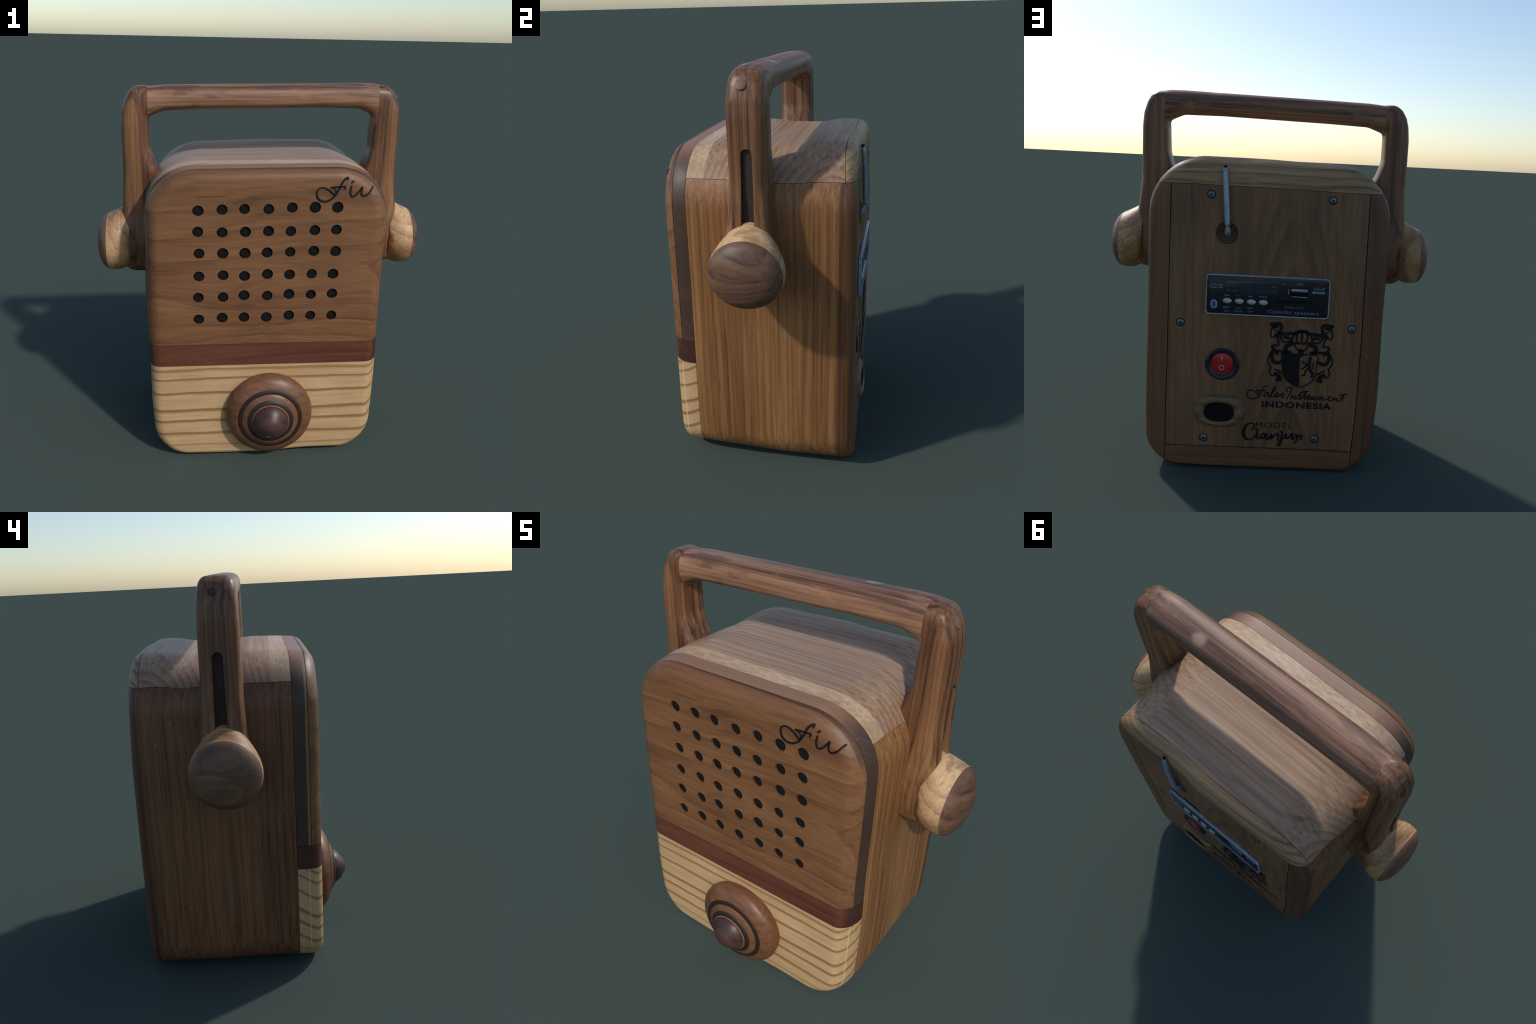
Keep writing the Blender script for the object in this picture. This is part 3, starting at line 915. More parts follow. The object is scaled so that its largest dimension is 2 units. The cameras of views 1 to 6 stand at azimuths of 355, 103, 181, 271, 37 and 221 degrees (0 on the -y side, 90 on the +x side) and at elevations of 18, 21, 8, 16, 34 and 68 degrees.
panel_text("panel_title", "Colorful speakers", 11.8, 20.75, 7.72, 0.62)
panel_text("socket_caption", "USB", 16.65, 18.0, 2.72, 0.42)
panel_text("sound_caption", "Hi-fi", 19.75, 21.75, 3.68, 0.62, slant=0.3, bold=0.012)
panel_text("remote_caption", "iR", 14.3, 14.75, 2.65, 0.34)
panel_text("button_caption", "MODE", 10.3, 11.7, 4.86, 0.34)
panel_text("button_caption", "PREV", 4.0, 5.25, 6.62, 0.34)
panel_text("button_caption", "VOL-", 4.05, 5.25, 7.26, 0.34)
panel_text("button_caption", "PLAY", 6.15, 7.3, 6.72, 0.34)
panel_text("button_caption", "PAUSE", 5.95, 7.45, 7.34, 0.34)
panel_text("button_caption", "NEXT", 8.2, 9.4, 6.8, 0.34)
panel_text("button_caption", "VOL+", 8.25, 9.4, 7.4, 0.34)
panel_text("slot_caption", "SD/MMC CARD", 14.7, 18.0, 6.72, 0.26)

# ------------------------------------------------------------------ power switch
red_plastic = plain("red_translucent_plastic", C(168, 30, 33), 0.3)
mark_pink = plain("pink_print", C(206, 150, 170), 0.5)
SX, SZ = 0.2125, 0.5715
bm = bmesh.new()
prof = [(0.0905, Y_BACK - 0.01), (0.090, Y_BACK + 0.004), (0.082, Y_BACK + 0.011), (0.070, Y_BACK + 0.011), (0.062, Y_BACK + 0.006), (0.060, Y_BACK - 0.002)]
rows = []
for r, y in prof:
    rows.append([bm.verts.new((SX + r * cos(2 * pi * k / 40), y, SZ + r * 0.955 * sin(2 * pi * k / 40))) for k in range(40)])
for a, b in zip(rows, rows[1:]):
    for k in range(40):
        bm.faces.new((a[k], a[(k + 1) % 40], b[(k + 1) % 40], b[k]))
bm.faces.new(rows[0])
bm.faces.new(rows[-1])
switch = add("power_switch", to_mesh(bm, "power_switch"), panel_black, smooth=35)
rocker = rounded_box("rocker", SX, SZ + 0.005, 0.0570, 0.0575, Y_BACK - 0.003, Y_BACK + 0.0095, 0.053, red_plastic, switch, bevel=0.004, seg=10)
bm = bmesh.new()
stroke_mesh(bm, [(SX + 0.002, SZ + 0.045), (SX + 0.002, SZ + 0.026)], 0.0045, Y_BACK + 0.0095, 0.0008, 1, sub=1)
stroke_mesh(bm, [(SX + 0.002 + 0.0125 * cos(radians(a)), SZ - 0.016 + 0.0125 * sin(radians(a))) for a in range(0, 390, 30)], 0.0038, Y_BACK + 0.0095, 0.0008, 1, sub=2)
add("switch_marks", to_mesh(bm, "switch_marks"), mark_pink, parent=rocker, smooth=None)

# ------------------------------------------------------------------ cable port: a turned oval lip round a black mouth
port_wood = wood("pale_turned_wood", C(80, 60, 42), C(110, 86, 60), C(136, 110, 78), 0, 41.0, rings=18, ring_amount=0.4, warp=0.05, centre=(0.2, 0.5, 0.55))
PCX, PCZ = 0.2185, 0.318
prof = [(1.06, -0.006), (1.03, 0.004), (0.97, 0.016), (0.88, 0.027), (0.77, 0.033), (0.68, 0.031), (0.60, 0.022), (0.565, 0.010)]
bm = bmesh.new()
rows = []
for s, y in prof:
    row = []
    for k in range(48):
        a = 2 * pi * k / 48
        e = 0.82
        ca, sa = cos(a), sin(a)
        px = math.copysign(abs(ca) ** e, ca)
        pz = math.copysign(abs(sa) ** e, sa)
        drop = 0.6 + 0.4 * (0.5 - 0.5 * sa)
        row.append(bm.verts.new((PCX + 0.132 * s * px, Y_BACK + y * drop, PCZ + 0.003 + 0.084 * s * pz - 0.004 * (1 - s))))
    rows.append(row)
for a, b in zip(rows, rows[1:]):
    for k in range(48):
        bm.faces.new((a[k], a[(k + 1) % 48], b[(k + 1) % 48], b[k]))
bm.faces.new(rows[0])
bm.faces.new(rows[-1])
port = add("cable_port", to_mesh(bm, "cable_port"), port_wood, smooth=60)
bm = bmesh.new()
prev = None
for s, y in ((1.0, 0.0215), (0.7, 0.0165), (0.3, 0.0145)):
    row = [bm.verts.new((PCX + 0.0775 * s * math.copysign(abs(cos(2 * pi * k / 40)) ** 0.85, cos(2 * pi * k / 40)), Y_BACK + y, PCZ - 0.001 + 0.049 * s * math.copysign(abs(sin(2 * pi * k / 40)) ** 0.85, sin(2 * pi * k / 40)))) for k in range(40)]
    if prev:
        for k in range(40):
            bm.faces.new((prev[k], prev[(k + 1) % 40], row[(k + 1) % 40], row[k]))
    else:
        low = row
    prev = row
bm.faces.new(prev)
base = [bm.verts.new((v.co.x, Y_BACK - 0.01, v.co.z)) for v in low]
for k in range(40):
    bm.faces.new((low[k], low[(k + 1) % 40], base[(k + 1) % 40], base[k]))
bm.faces.new(base)
add("port_mouth", to_mesh(bm, "port_mouth"), cavity_black, parent=port, smooth=35)

# ------------------------------------------------------------------ screws
screw_metal = plain("zinc_screw", C(104, 116, 122), 0.35, metallic=0.6)
bm = bmesh.new()
prev = None
for r, y in ((0.0175, -0.006), (0.0175, 0.001), (0.0150, 0.0030), (0.009, 0.0042), (0.003, 0.0046)):
    row = [bm.verts.new((r * cos(2 * pi * k / 24), y, r * sin(2 * pi * k / 24))) for k in range(24)]
    if prev:
        for k in range(24):
            bm.faces.new((prev[k], prev[(k + 1) % 24], row[(k + 1) % 24], row[k]))
    else:
        bm.faces.new(row)
    prev = row
bm.faces.new(prev)
n_head = len(bm.faces)
for a in (0, pi / 2):
    d = Vector((cos(a), sin(a)))
    stroke_mesh(bm, [tuple(d * -0.0085), tuple(d * 0.0085)], 0.0034, 0.0046 if a else 0.00455, 0.0004, 1, sub=1)
# dark countersink around the head
for k in range(24):
    pass
screw_mesh = to_mesh(bm, "screw")
screw_mesh.materials.append(screw_metal)
screw_mesh.materials.append(slot_black)
for i, p in enumerate(screw_mesh.polygons):
    if i >= n_head:
        p.material_index = 1
bm = bmesh.new()
cylinder_y(bm, 0, 0, -0.004, 0.0008, 0.0222, 28)
sink_mesh = to_mesh(bm, "screw_recess")
sink_mesh.materials.append(slot_black)
for i, (x, z) in enumerate(((0.298, 1.453), (-0.317, 1.456), (0.438, 0.787), (-0.452, 0.791), (0.297, 0.170), (-0.289, 0.183))):
    ob = add("screw", screw_mesh, parent=back_panel, smooth=40)
    ob.location = (x, Y_BACK, z)
    ob.rotation_euler = (0, 0.6 + i * 1.3, 0)
    rim = add("screw_recess", sink_mesh, parent=back_panel, smooth=40)
    rim.location = (x, Y_BACK, z)

# ------------------------------------------------------------------ folding aerial in its dished recess
bm = bmesh.new()
AX, AZ = 0.2125, 1.263
res = bmesh.ops.create_uvsphere(bm, u_segments=40, v_segments=20, radius=0.075)
bmesh.ops.scale(bm, vec=(0.80, 0.32, 0.80), verts=res["verts"])
bmesh.ops.translate(bm, vec=(AX, Y_BACK + 0.006, AZ), verts=res["verts"])
bore(back_panel, bm)
dish_wood = plain("dark_dished_wood", C(82, 61, 44), 0.7, spec=0.2)
bm = bmesh.new()
prev = None
for s, y in ((1.0, 0.0008), (0.85, -0.007), (0.6, -0.012), (0.3, -0.015)):
    row = [bm.verts.new((AX + 0.058 * s * cos(2 * pi * k / 36), Y_BACK + y, AZ + 0.058 * s * sin(2 * pi * k / 36))) for k in range(36)]
    if prev:
        for k in range(36):
            bm.faces.new((prev[k], prev[(k + 1) % 36], row[(k + 1) % 36], row[k]))
    prev = row
bm.faces.new(prev)
sol = add("aerial_recess", to_mesh(bm, "aerial_recess"), dish_wood, smooth=60)
m = sol.modifiers.new("t", "SOLIDIFY")
m.thickness, m.offset = 0.006, -1
apply_mods(sol)
shade(sol.data, 50)

chrome = plain("dull_chrome", C(138, 152, 166), 0.35, metallic=0.35)


def tube(bm, pts, radii, seg=14, squash=1.0):
    P = [Vector(p) for p in pts]
    rows = []
    for i, p in enumerate(P):
        t = (P[min(i + 1, len(P) - 1)] - P[max(i - 1, 0)]).normalized()
        u = t.cross(Vector((0, 1, 0))).normalized()
        v = u.cross(t)
        rows.append([bm.verts.new(p + (u * cos(2 * pi * k / seg) + v * squash * sin(2 * pi * k / seg)) * radii[i]) for k in range(seg)])
    for a, b in zip(rows, rows[1:]):
        for k in range(seg):
            bm.faces.new((a[k], a[(k + 1) % seg], b[(k + 1) % seg], b[k]))
    bm.faces.new(rows[0])
    bm.faces.new(rows[-1])


bm = bmesh.new()
foot, tip = Vector((0.209, Y_BACK + 0.027, 1.300)), Vector((0.2325, Y_BACK + 0.008, 1.603))
axis = tip - foot


def rod(t):
    return foot + axis * t + Vector((0, 0.006 * sin(pi * t ** 1.4), 0))


ts = (0.0, 0.02, 0.06, 0.065, 0.11, 0.115, 0.3, 0.5, 0.65, 0.8, 0.88, 0.93, 0.95)
tube(bm, [rod(t) for t in ts],
     [0.010, 0.0145, 0.0145, 0.0130, 0.0130, 0.0155, 0.0155, 0.0150, 0.0145, 0.0140, 0.0135, 0.0125, 0.0095], squash=0.8)
aerial = add("aerial", to_mesh(bm, "aerial"), chrome, smooth=40)
bm = bmesh.new()
tube(bm, [tip - axis * 0.05, tip - axis * 0.03, tip - axis * 0.01, tip], [0.0065, 0.0085, 0.0075, 0.003])
add("aerial_tip", to_mesh(bm, "aerial_tip"), slot_black, parent=aerial, smooth=40)
bm = bmesh.new()
tube(bm, [(AX - 0.004, Y_BACK - 0.014, AZ - 0.014), (AX - 0.0045, Y_BACK + 0.006, AZ - 0.002), (AX - 0.0045, Y_BACK + 0.014, AZ + 0.010), (AX - 0.004, Y_BACK + 0.018, AZ + 0.024), foot + axis * 0.02], [0.010, 0.0165, 0.0170, 0.0120, 0.0070])
add("aerial_joint", to_mesh(bm, "aerial_joint"), chrome, parent=aerial, smooth=40)

# ------------------------------------------------------------------ turned tuning knob
KX, KZ = 0.028, 0.287
knob_brown = wood("turned_walnut", C(64, 40, 27), C(102, 66, 43), C(126, 86, 56), 0, 47.0, rings=14, ring_amount=0.16, streak_amount=0.5, pore_amount=0.3, warp=0.1, centre=(0.3, -0.4, 0.9), rough=0.42)
knob_dark = plain("scorched_ring", C(38, 28, 25), 0.5)
knob_cap = wood("dark_rosewood", C(46, 28, 24), C(66, 43, 38), C(84, 58, 51), 0, 53.0, rings=8, ring_amount=0.25, pore_amount=0.2, rough=0.42)


def revolve_y(name, prof, mat, parent, cx=KX, cz=KZ, seg=64, wob=0.0, smooth=40):
    bm = bmesh.new()
    prev = None
    for r, y in prof:
        if r < 1e-5:
            tipv = bm.verts.new((cx, y, cz))
            for k in range(seg):
                bm.faces.new((prev[k], prev[(k + 1) % seg], tipv))
            prev = None
            break
        row = [bm.verts.new((cx + r * cos(2 * pi * k / seg), y, cz + r * sin(2 * pi * k / seg))) for k in range(seg)]
        if prev:
            for k in range(seg):
                bm.faces.new((prev[k], prev[(k + 1) % seg], row[(k + 1) % seg], row[k]))
        else:
            bm.faces.new(row)
        prev = row
    if prev:
        bm.faces.new(prev)
    return add(name, to_mesh(bm, name), mat, parent=parent, smooth=smooth)


knob = revolve_y("tuning_knob", [(0.218, -0.365), (0.229, -0.392), (0.234, -0.415), (0.231, -0.432), (0.221, -0.447), (0.205, -0.4595), (0.188, -0.4690), (0.174, -0.476)], knob_brown, root, smooth=60)
revolve_y("knob_ring", [(0.176, -0.45), (0.1752, -0.4740), (0.171, -0.4775), (0.156, -0.4820), (0.151, -0.4815), (0.149, -0.45)], knob_dark, knob)
revolve_y("knob_shoulder", [(0.1505, -0.45), (0.1500, -0.4825), (0.145, -0.487), (0.136, -0.4920), (0.126, -0.4970), (0.121, -0.4985)], knob_brown, knob)
revolve_y("knob_ring", [(0.124, -0.47), (0.1235, -0.4980), (0.119, -0.5025), (0.106, -0.5080), (0.100, -0.508), (0.098, -0.47)], knob_dark, knob)
revolve_y("knob_lip", [(0.1015, -0.48), (0.1010, -0.5080), (0.0995, -0.5110), (0.097, -0.512), (0.094, -0.511)], plain("bright_lip_wood", C(136, 94, 66), 0.4), knob)
cap = revolve_y("knob_cap", [(0.095, -0.48), (0.0965, -0.513), (0.0925, -0.521), (0.084, -0.532), (0.073, -0.5430), (0.060, -0.5535), (0.046, -0.5635), (0.033, -0.5715), (0.020, -0.5760), (0.009, -0.578), (0.0, -0.5783)], knob_cap, knob, smooth=70)
bm = bmesh.new()
res = bmesh.ops.create_uvsphere(bm, u_segments=16, v_segments=8, radius=0.017)
bmesh.ops.scale(bm, vec=(1, 0.25, 0.8), verts=res["verts"])
bmesh.ops.rotate(bm, matrix=Matrix.Rotation(radians(42), 3, "X"), verts=res["verts"])
bmesh.ops.translate(bm, vec=(KX - 0.016, -0.5465, KZ - 0.064), verts=res["verts"])
add("knob_pin", to_mesh(bm, "knob_pin"), plain("brown_plug", C(92, 70, 58), 0.5), parent=knob)

# ------------------------------------------------------------------ carrying handle
def stack(bm, sections, axis):
    """Loft of rounded-rectangle (superellipse) sections. axis 2: (z, x0, x1, y0, y1, e); axis 0: (x, y0, y1, z0, z1, e)."""
    seg = 40
    rows = []
    for t, a0, a1, b0, b1, e in sections:
        row = []
        for k in range(seg):
            a = 2 * pi * k / seg
            ca, sa = cos(a), sin(a)
            p = (a0 + a1) / 2 + (a1 - a0) / 2 * math.copysign(abs(ca) ** (2 / e), ca)
            q = (b0 + b1) / 2 + (b1 - b0) / 2 * math.copysign(abs(sa) ** (2 / e), sa)
            row.append(bm.verts.new((p, q, t) if axis == 2 else (t, p, q)))
        rows.append(row)
    for a, b in zip(rows, rows[1:]):
        for k in range(seg):
            bm.faces.new((a[k], a[(k + 1) % seg], b[(k + 1) % seg], b[k]))
    bm.faces.new(rows[0][::-1])
    bm.faces.new(rows[-1])


def hub(bm, x0, x1, y, z, r0, r1):
    res = bmesh.ops.create_cone(bm, cap_ends=True, segments=40, radius1=r0, radius2=r1, depth=x1 - x0)
    bmesh.ops.transform(bm, matrix=Matrix.Translation(((x0 + x1) / 2, y, z)) @ Matrix.Rotation(pi / 2, 4, "Y"), verts=res["verts"])


bm = bmesh.new()
# right leg, then left leg: (height, inner x, outer x, front y, rear y, squareness); the foot swells towards the pivot
stack(bm, [(1.005, 0.590, 0.725, 0.035, 0.130, 2.4), (1.020, 0.585, 0.745, 0.000, 0.158, 2.8), (1.05, 0.580, 0.758, -0.030, 0.182, 3.2), (1.11, 0.580, 0.764, -0.048, 0.196, 3.6), (1.18, 0.582, 0.766, -0.050, 0.196, 3.8), (1.26, 0.588, 0.764, -0.040, 0.188, 4), (1.34, 0.592, 0.756, -0.026, 0.176, 4),
           (1.42, 0.592, 0.748, -0.018, 0.168, 4), (1.50, 0.560, 0.742, -0.016, 0.166, 3.6), (1.53, 0.545, 0.741, -0.016, 0.165, 3.6),
           (1.58, 0.566, 0.740, -0.015, 0.165, 3.8), (1.66, 0.590, 0.740, -0.014, 0.164, 4), (1.80, 0.596, 0.741, -0.014, 0.164, 4), (1.87, 0.600, 0.736, -0.012, 0.162, 3.6),
           (1.93, 0.602, 0.718, -0.008, 0.156, 3.2), (1.965, 0.606, 0.698, 0.000, 0.148, 3), (1.988, 0.612, 0.666, 0.024, 0.130, 2.6)], 2)
stack(bm, [(0.965, -0.725, -0.590, 0.005, 0.100, 2.4), (0.980, -0.745, -0.585, -0.030, 0.130, 2.8), (1.015, -0.760, -0.580, -0.060, 0.158, 3.2), (1.08, -0.766, -0.580, -0.076, 0.174, 3.6), (1.15, -0.768, -0.582, -0.078, 0.176, 3.8), (1.23, -0.766, -0.588, -0.068, 0.168, 4), (1.31, -0.759, -0.596, -0.054, 0.154, 4),
           (1.40, -0.752, -0.598, -0.048, 0.148, 4), (1.50, -0.749, -0.566, -0.047, 0.145, 3.6), (1.53, -0.748, -0.552, -0.047, 0.144, 3.6),
           (1.58, -0.747, -0.580, -0.046, 0.143, 3.8), (1.66, -0.747, -0.608, -0.046, 0.142, 4), (1.78, -0.747, -0.608, -0.046, 0.141, 4), (1.86, -0.740, -0.605, -0.044, 0.139, 3.6),
           (1.915, -0.723, -0.602, -0.040, 0.133, 3.2), (1.948, -0.702, -0.604, -0.032, 0.125, 3), (1.972, -0.670, -0.610, -0.008, 0.105, 2.6)], 2)
# grip bar: (x, front y, rear y, low z, high z, squareness)
stack(bm, [(-0.66, -0.038, 0.132, 1.825, 1.962, 3.0), (-0.60, -0.042, 0.137, 1.818, 1.970, 3.0), (-0.52, -0.042, 0.139, 1.848, 1.978, 2.8), (-0.30, -0.040, 0.143, 1.856, 1.984, 2.6),
           (0.0, -0.034, 0.148, 1.863, 1.990, 2.6), (0.30, -0.027, 0.154, 1.870, 1.996, 2.6), (0.52, -0.020, 0.158, 1.868, 2.001, 2.8), (0.60, -0.014, 0.162, 1.832, 1.999, 3.0), (0.66, -0.008, 0.158, 1.840, 1.988, 3.0)], 0)
me = to_mesh(bm, "handle_form")
form = add("handle_form", me, None, smooth=None)
rm = form.modifiers.new("r", "REMESH")
rm.mode, rm.voxel_size, rm.adaptivity = "VOXEL", 0.0085, 0.0
sm = form.modifiers.new("s", "SMOOTH")
sm.factor, sm.iterations = 0.5, 7
apply_mods(form)

# long mortice slots cut into the outer faces of the legs
bm = bmesh.new()
for sx, yc, z0, z1 in ((1, 0.078, 1.325, 1.675), (-1, 0.056, 1.300, 1.655)):
    for dx in (0,):
        pts = []
        hw = 0.0235
        for k in range(13):
            a = pi * k / 12
            pts.append((yc + hw * cos(a), z1 - hw + hw * sin(a)))
        pts += [(yc - hw * 1.25, z0), (yc + hw * 1.25, z0)]
        a = [bm.verts.new((sx * 0.7275, y, z)) for y, z in pts]
        b = [bm.verts.new((sx * 0.80, y, z)) for y, z in pts]
        bm.faces.new(a)
        bm.faces.new(b)
        for k in range(len(pts)):
            bm.faces.new((a[k], a[(k + 1) % len(pts)], b[(k + 1) % len(pts)], b[k]))
bore(form, bm)

handle_wood = dict(rough=0.42, rings=24, ring_amount=0.34, streak_amount=0.75, pore_amount=0.35, warp=0.035, patch_amount=0.6)
leg_walnut = wood("figured_walnut_upright", C(62, 39, 27), C(108, 72, 47), C(138, 98, 64), 2, 61.0, centre=(0.0, 3.6, 1.4), along=0.04, **handle_wood)
def grip_extra(n, col, ring, streak, pores, patch):
    x, y, z = n.xyz()
    # pale spot painted for the bar's baked highlight, plus worn reddish mottling, dark smears
    worn = n.noise(n.mapping(n.coord, scale=(0.55, 1, 1)), 9, 4, 0.6)
    col = n.mix(n.math("MULTIPLY", n.step(worn, 0.56, 0.70), 0.45), col, C(166, 124, 96))
    smear = n.noise(n.mapping(n.coord, scale=(0.25, 1, 1), loc=(3, 1, 2)), 12, 3, 0.6)
    col = n.mix(n.math("MULTIPLY", n.step(smear, 0.60, 0.70), 0.55), col, C(66, 44, 38))
    dx = n.math("MULTIPLY", n.math("SUBTRACT", x, 0.335), 0.7)
    dy = n.math("SUBTRACT", y, 0.105)
    d = n.math("SQRT", n.math("ADD", n.math("MULTIPLY", dx, dx), n.math("MULTIPLY", dy, dy)))
    d = n.math("ADD", d, n.math("MULTIPLY", n.math("SUBTRACT", worn, 0.5), 0.03))
    spot = n.math("MULTIPLY", n.math("SUBTRACT", 1.0, n.step(d, 0.014, 0.036)), n.step(z, 1.93, 1.96))
    return n.mix(n.math("MULTIPLY", spot, 0.55), col, C(196, 168, 146))


bar_walnut = wood("figured_walnut_grip", C(78, 52, 40), C(128, 92, 69), C(156, 119, 92), 0, 67.0, centre=(0.2, 0.35, 2.2), rings=14, ring_amount=0.35, streak_amount=0.8, pore_amount=0.35, warp=0.05, patch_amount=0.9, along=0.05, extra=grip_extra)
slot_brown = plain("dark_slot_brown", C(58, 47, 42), 0.7, spec=0.2)

src = form.data
bm = bmesh.new()
bm.from_mesh(src)
for xv in (-0.605, 0.612):
    geom = [f for f in bm.faces if f.calc_center_median().z > 1.76]
    geom = list({e for f in geom for e in f.edges} | set(geom) | {v for f in geom for v in f.verts})
    bmesh.ops.bisect_plane(bm, geom=geom, dist=1e-6, plane_co=(xv, 0, 0), plane_no=(1, 0, 0))
bm.normal_update()


def region(f):
    c = f.calc_center_median()
    if -0.605 < c.x < 0.612 and c.z > 1.79:
        return "handle_grip"
    return "handle_upright_r" if c.x > 0 else "handle_upright_l"


def in_slot(f):
    c = f.calc_center_median()
    for sx, yc, z0, z1 in ((1, 0.078, 1.325, 1.675), (-1, 0.056, 1.300, 1.655)):
        if c.x * sx > 0.70 and abs(c.y - yc) < 0.0300 and z0 - 0.002 < c.z < z1 + 0.002 and c.x * sx < 0.744 and (c.x * sx < 0.7295 or abs(f.normal.x) < 0.5):
            return True
    return False


whole = bpy.data.meshes.new("w")
bm.to_mesh(whole)
for p in whole.polygons:
    p.use_smooth = True
kd = kdtree.KDTree(len(whole.vertices))
for v in whole.vertices:
    kd.insert(v.co, v.index)
kd.balance()
for reg, mat in (("handle_grip", bar_walnut), ("handle_upright_r", leg_walnut), ("handle_upright_l", leg_walnut)):
    part = bm.copy()
    bmesh.ops.delete(part, geom=[f for f in part.faces if region(f) != reg], context="FACES")
    slots = [in_slot(f) for f in part.faces]
    me = bpy.data.meshes.new(reg)
    part.to_mesh(me)
    part.free()
    me.materials.append(mat)
    me.materials.append(slot_brown)
    for p, s in zip(me.polygons, slots):
        p.use_smooth = True
        p.material_index = 1 if s else 0
    me.set_sharp_from_angle(angle=radians(48))
    if reg == "handle_grip":
        me.normals_split_custom_set_from_vertices([whole.vertices[kd.find(v.co)[1]].normal for v in me.vertices])
    add("handle_grip" if reg == "handle_grip" else "handle_upright", me, None, smooth=None)
bm.free()
bpy.data.objects.remove(form)
uprights = [o for o in root.children if o.name.startswith("handle_upright")]
up_r = max(uprights, key=lambda o: o.data.vertices[0].co.x)
up_l = min(uprights, key=lambda o: o.data.vertices[0].co.x)

# dowel plugs near the top corners
plug = plain("dowel_end_grain", C(112, 82, 62), 0.55)
plug_dark = plain("dark_dowel", C(58, 44, 40), 0.6)
for parent, pos, tilt, mat, r in ((up_r, (0.718, 0.060, 1.933), 0.55, plug, 0.024), (up_l, (-0.723, 0.062, 1.908), -0.50, plug_dark, 0.021)):
    bm = bmesh.new()
    prev = None
    for rr, h in ((1.0, -0.02), (1.0, 0.0005), (0.86, 0.0022), (0.4, 0.0028)):
        row = [bm.verts.new((rr * r * cos(2 * pi * k / 24), rr * r * sin(2 * pi * k / 24), h)) for k in range(24)]
        if prev:
            for k in range(24):
                bm.faces.new((prev[k], prev[(k + 1) % 24], row[(k + 1) % 24], row[k]))
        else:
            bm.faces.new(row)
        prev = row
    bm.faces.new(prev)
    s = 1 if pos[0] > 0 else -1
    bmesh.ops.transform(bm, matrix=Matrix.Translation(pos) @ Matrix.Rotation(s * pi / 2 - tilt, 4, "Y"), verts=bm.verts)
    add("dowel_plug", to_mesh(bm, "dowel_plug"), mat, parent=parent, smooth=40)

# pivot knobs: pale collar and dark domed end
def collar_extra(n, col, ring, streak, pores, patch):
    blot = n.noise(n.mapping(n.coord, scale=(1, 0.6, 1)), 5.5, 3, 0.55)
    col = n.mix(n.math("MULTIPLY", n.step(blot, 0.46, 0.68), 0.75), col, C(138, 98, 62))
    vein = n.noise(n.mapping(n.coord, scale=(1.6, 0.5, 1)), 16, 3, 0.6)
    return n.mix(n.math("MULTIPLY", n.step(vein, 0.58, 0.70), 0.5), col, C(118, 80, 50))


pale_collar = wood("pale_sapwood", C(130, 93, 60), C(174, 137, 97), C(204, 170, 128), 1, 71.0, rings=12, ring_amount=0.3, streak_amount=0.5, pore_amount=0.3, warp=0.12, centre=(0.9, 0.1, 1.5), patch_amount=0.7, extra=collar_extra)
dark_dome = wood("dark_walnut_dome", C(62, 42, 33), C(99, 71, 54), C(124, 92, 69), 1, 73.0, rings=12, ring_amount=0.25, streak_amount=0.5, pore_amount=0.2, warp=0.12, centre=(0.9, 0.3, 1.3))


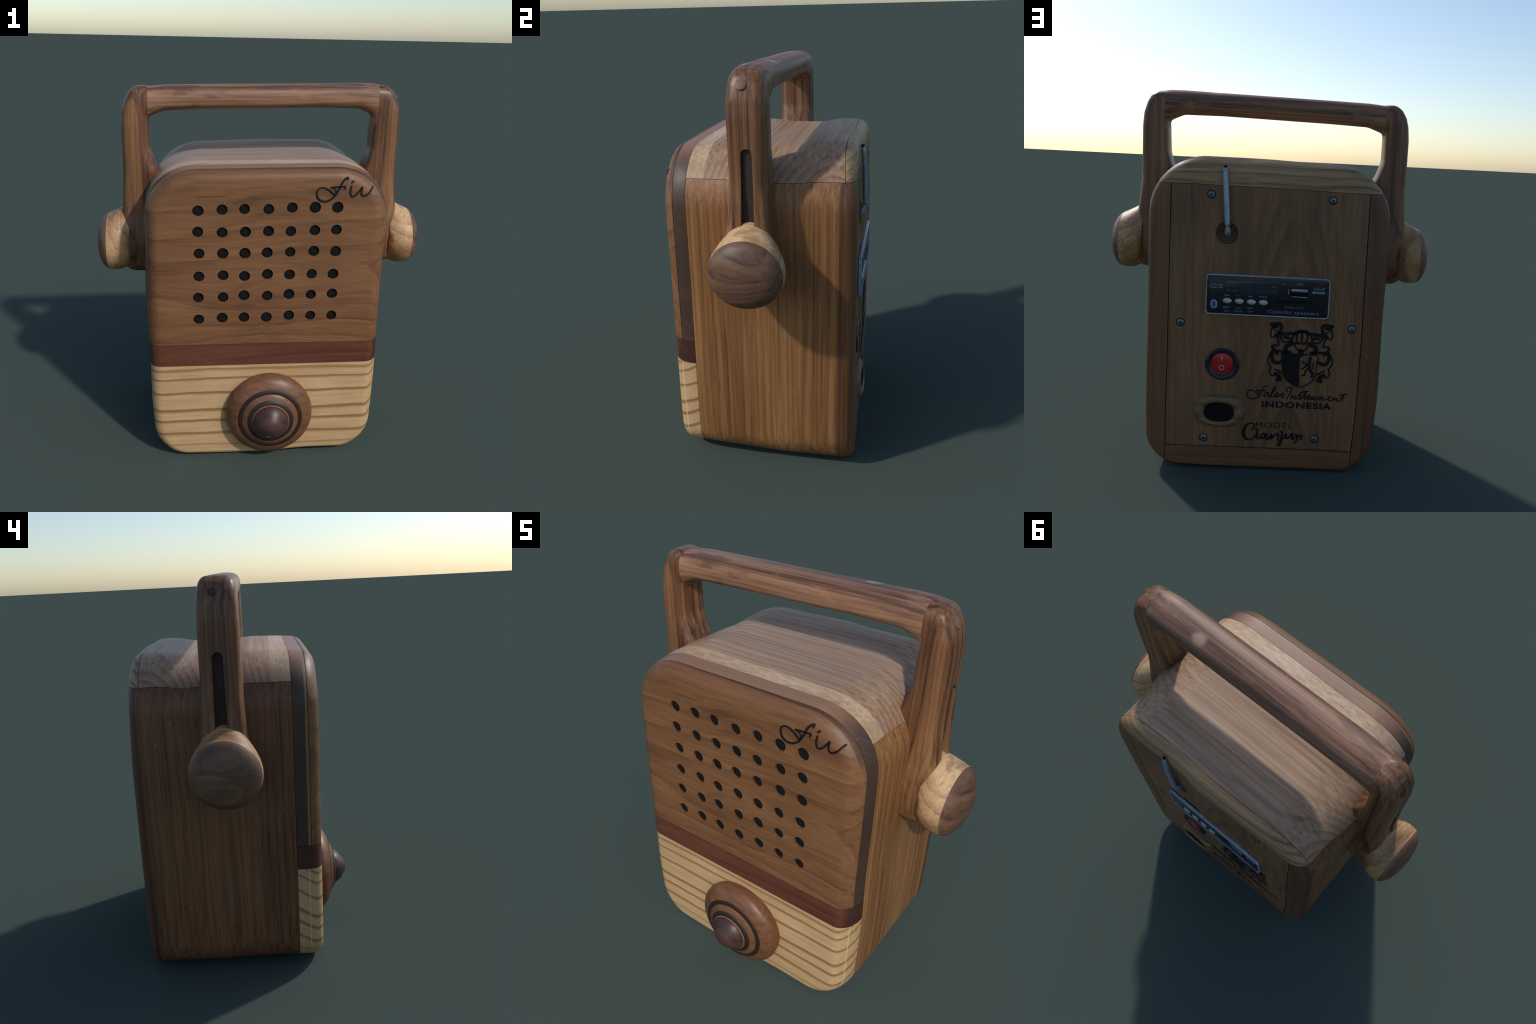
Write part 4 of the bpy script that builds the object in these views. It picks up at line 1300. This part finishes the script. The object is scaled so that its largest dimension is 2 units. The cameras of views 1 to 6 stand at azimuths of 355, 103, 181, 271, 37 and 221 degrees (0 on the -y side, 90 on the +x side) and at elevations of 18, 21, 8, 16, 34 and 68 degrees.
def pivot(sx, yc, zc, parent, wide=1.06):
    # (distance from the middle plane, radius, lift of the crown towards the upright)
    prof = [(0.720, 0.128, 0.066), (0.745, 0.142, 0.052), (0.770, 0.152, 0.034), (0.795, 0.157, 0.019), (0.822, 0.157, 0.008), (0.842, 0.154, 0.003)]
    dome = [(0.842, 0.1542, 0.003), (0.856, 0.148, 0.002), (0.872, 0.132, 0.0), (0.885, 0.110, 0.0), (0.894, 0.082, 0.0), (0.900, 0.050, 0.0), (0.9025, 0.02, 0.0)]
    seg = 48
    for name, pr, mat in (("pivot_collar", prof, pale_collar), ("pivot_dome", dome, dark_dome)):
        bm = bmesh.new()
        prev = None
        for xx, r, lift in pr:
            row = []
            for k in range(seg):
                a = 2 * pi * k / seg
                up = max(0.0, sin(a)) ** 1.6
                row.append(bm.verts.new((sx * xx, yc + r * (wide if name == "pivot_collar" else lerp(wide, 1.0, (xx - 0.842) / 0.06)) * cos(a), zc + r * sin(a) + lift * up * 1.2)))
            if prev:
                for k in range(seg):
                    bm.faces.new((prev[k], prev[(k + 1) % seg], row[(k + 1) % seg], row[k]))
            else:
                bm.faces.new(row)
            prev = row
        bm.faces.new(prev)
        add(name, to_mesh(bm, name), mat, parent=parent, smooth=60)


pivot(1, 0.080, 1.150, up_r, 1.09)
pivot(-1, 0.046, 1.128, up_l)
solid.free()

# ------------------------------------------------------------------ let the finished cabinet lean and swell
bpy.context.view_layer.update()
moved = set()
cabinet_parts = made + [core] + [o for o in root.children if o.name.split(".")[0] in ("control_panel", "power_switch", "cable_port", "aerial_recess", "aerial", "tuning_knob")]
todo = list(cabinet_parts)


def panel_shift(x):
    """The metal-rimmed panel stays flat while the wood behind it warps."""
    a, b = (settle((px, Y_BACK, pcz)).y - Y_BACK for px in (PX0, PX1))
    return lerp(b, a, (x - PX1) / (PX0 - PX1)) + 0.0075


while todo:
    ob = todo.pop()
    todo += list(ob.children)
    if ob.location.length > 1e-6:
        if ob.name.startswith("push_button"):
            ob.location.y += panel_shift(ob.location.x)
        else:
            ob.location = settle(ob.location)
        continue
    if ob.data.name in moved:
        continue
    moved.add(ob.data.name)
    top = ob
    while top.parent is not root:
        top = top.parent
    kind = top.name.split(".")[0]
    for v in ob.data.vertices:
        if kind == "tuning_knob":
            v.co.y += 0.0075
        elif kind == "control_panel":
            v.co.y += panel_shift(v.co.x)
        elif kind == "power_switch":
            v.co.y += settle((SX, Y_BACK, SZ)).y - Y_BACK
        elif kind == "cable_port":
            v.co.y += settle((PCX, Y_BACK, PCZ)).y - Y_BACK
        else:
            v.co = settle(v.co)
    ob.data.update()
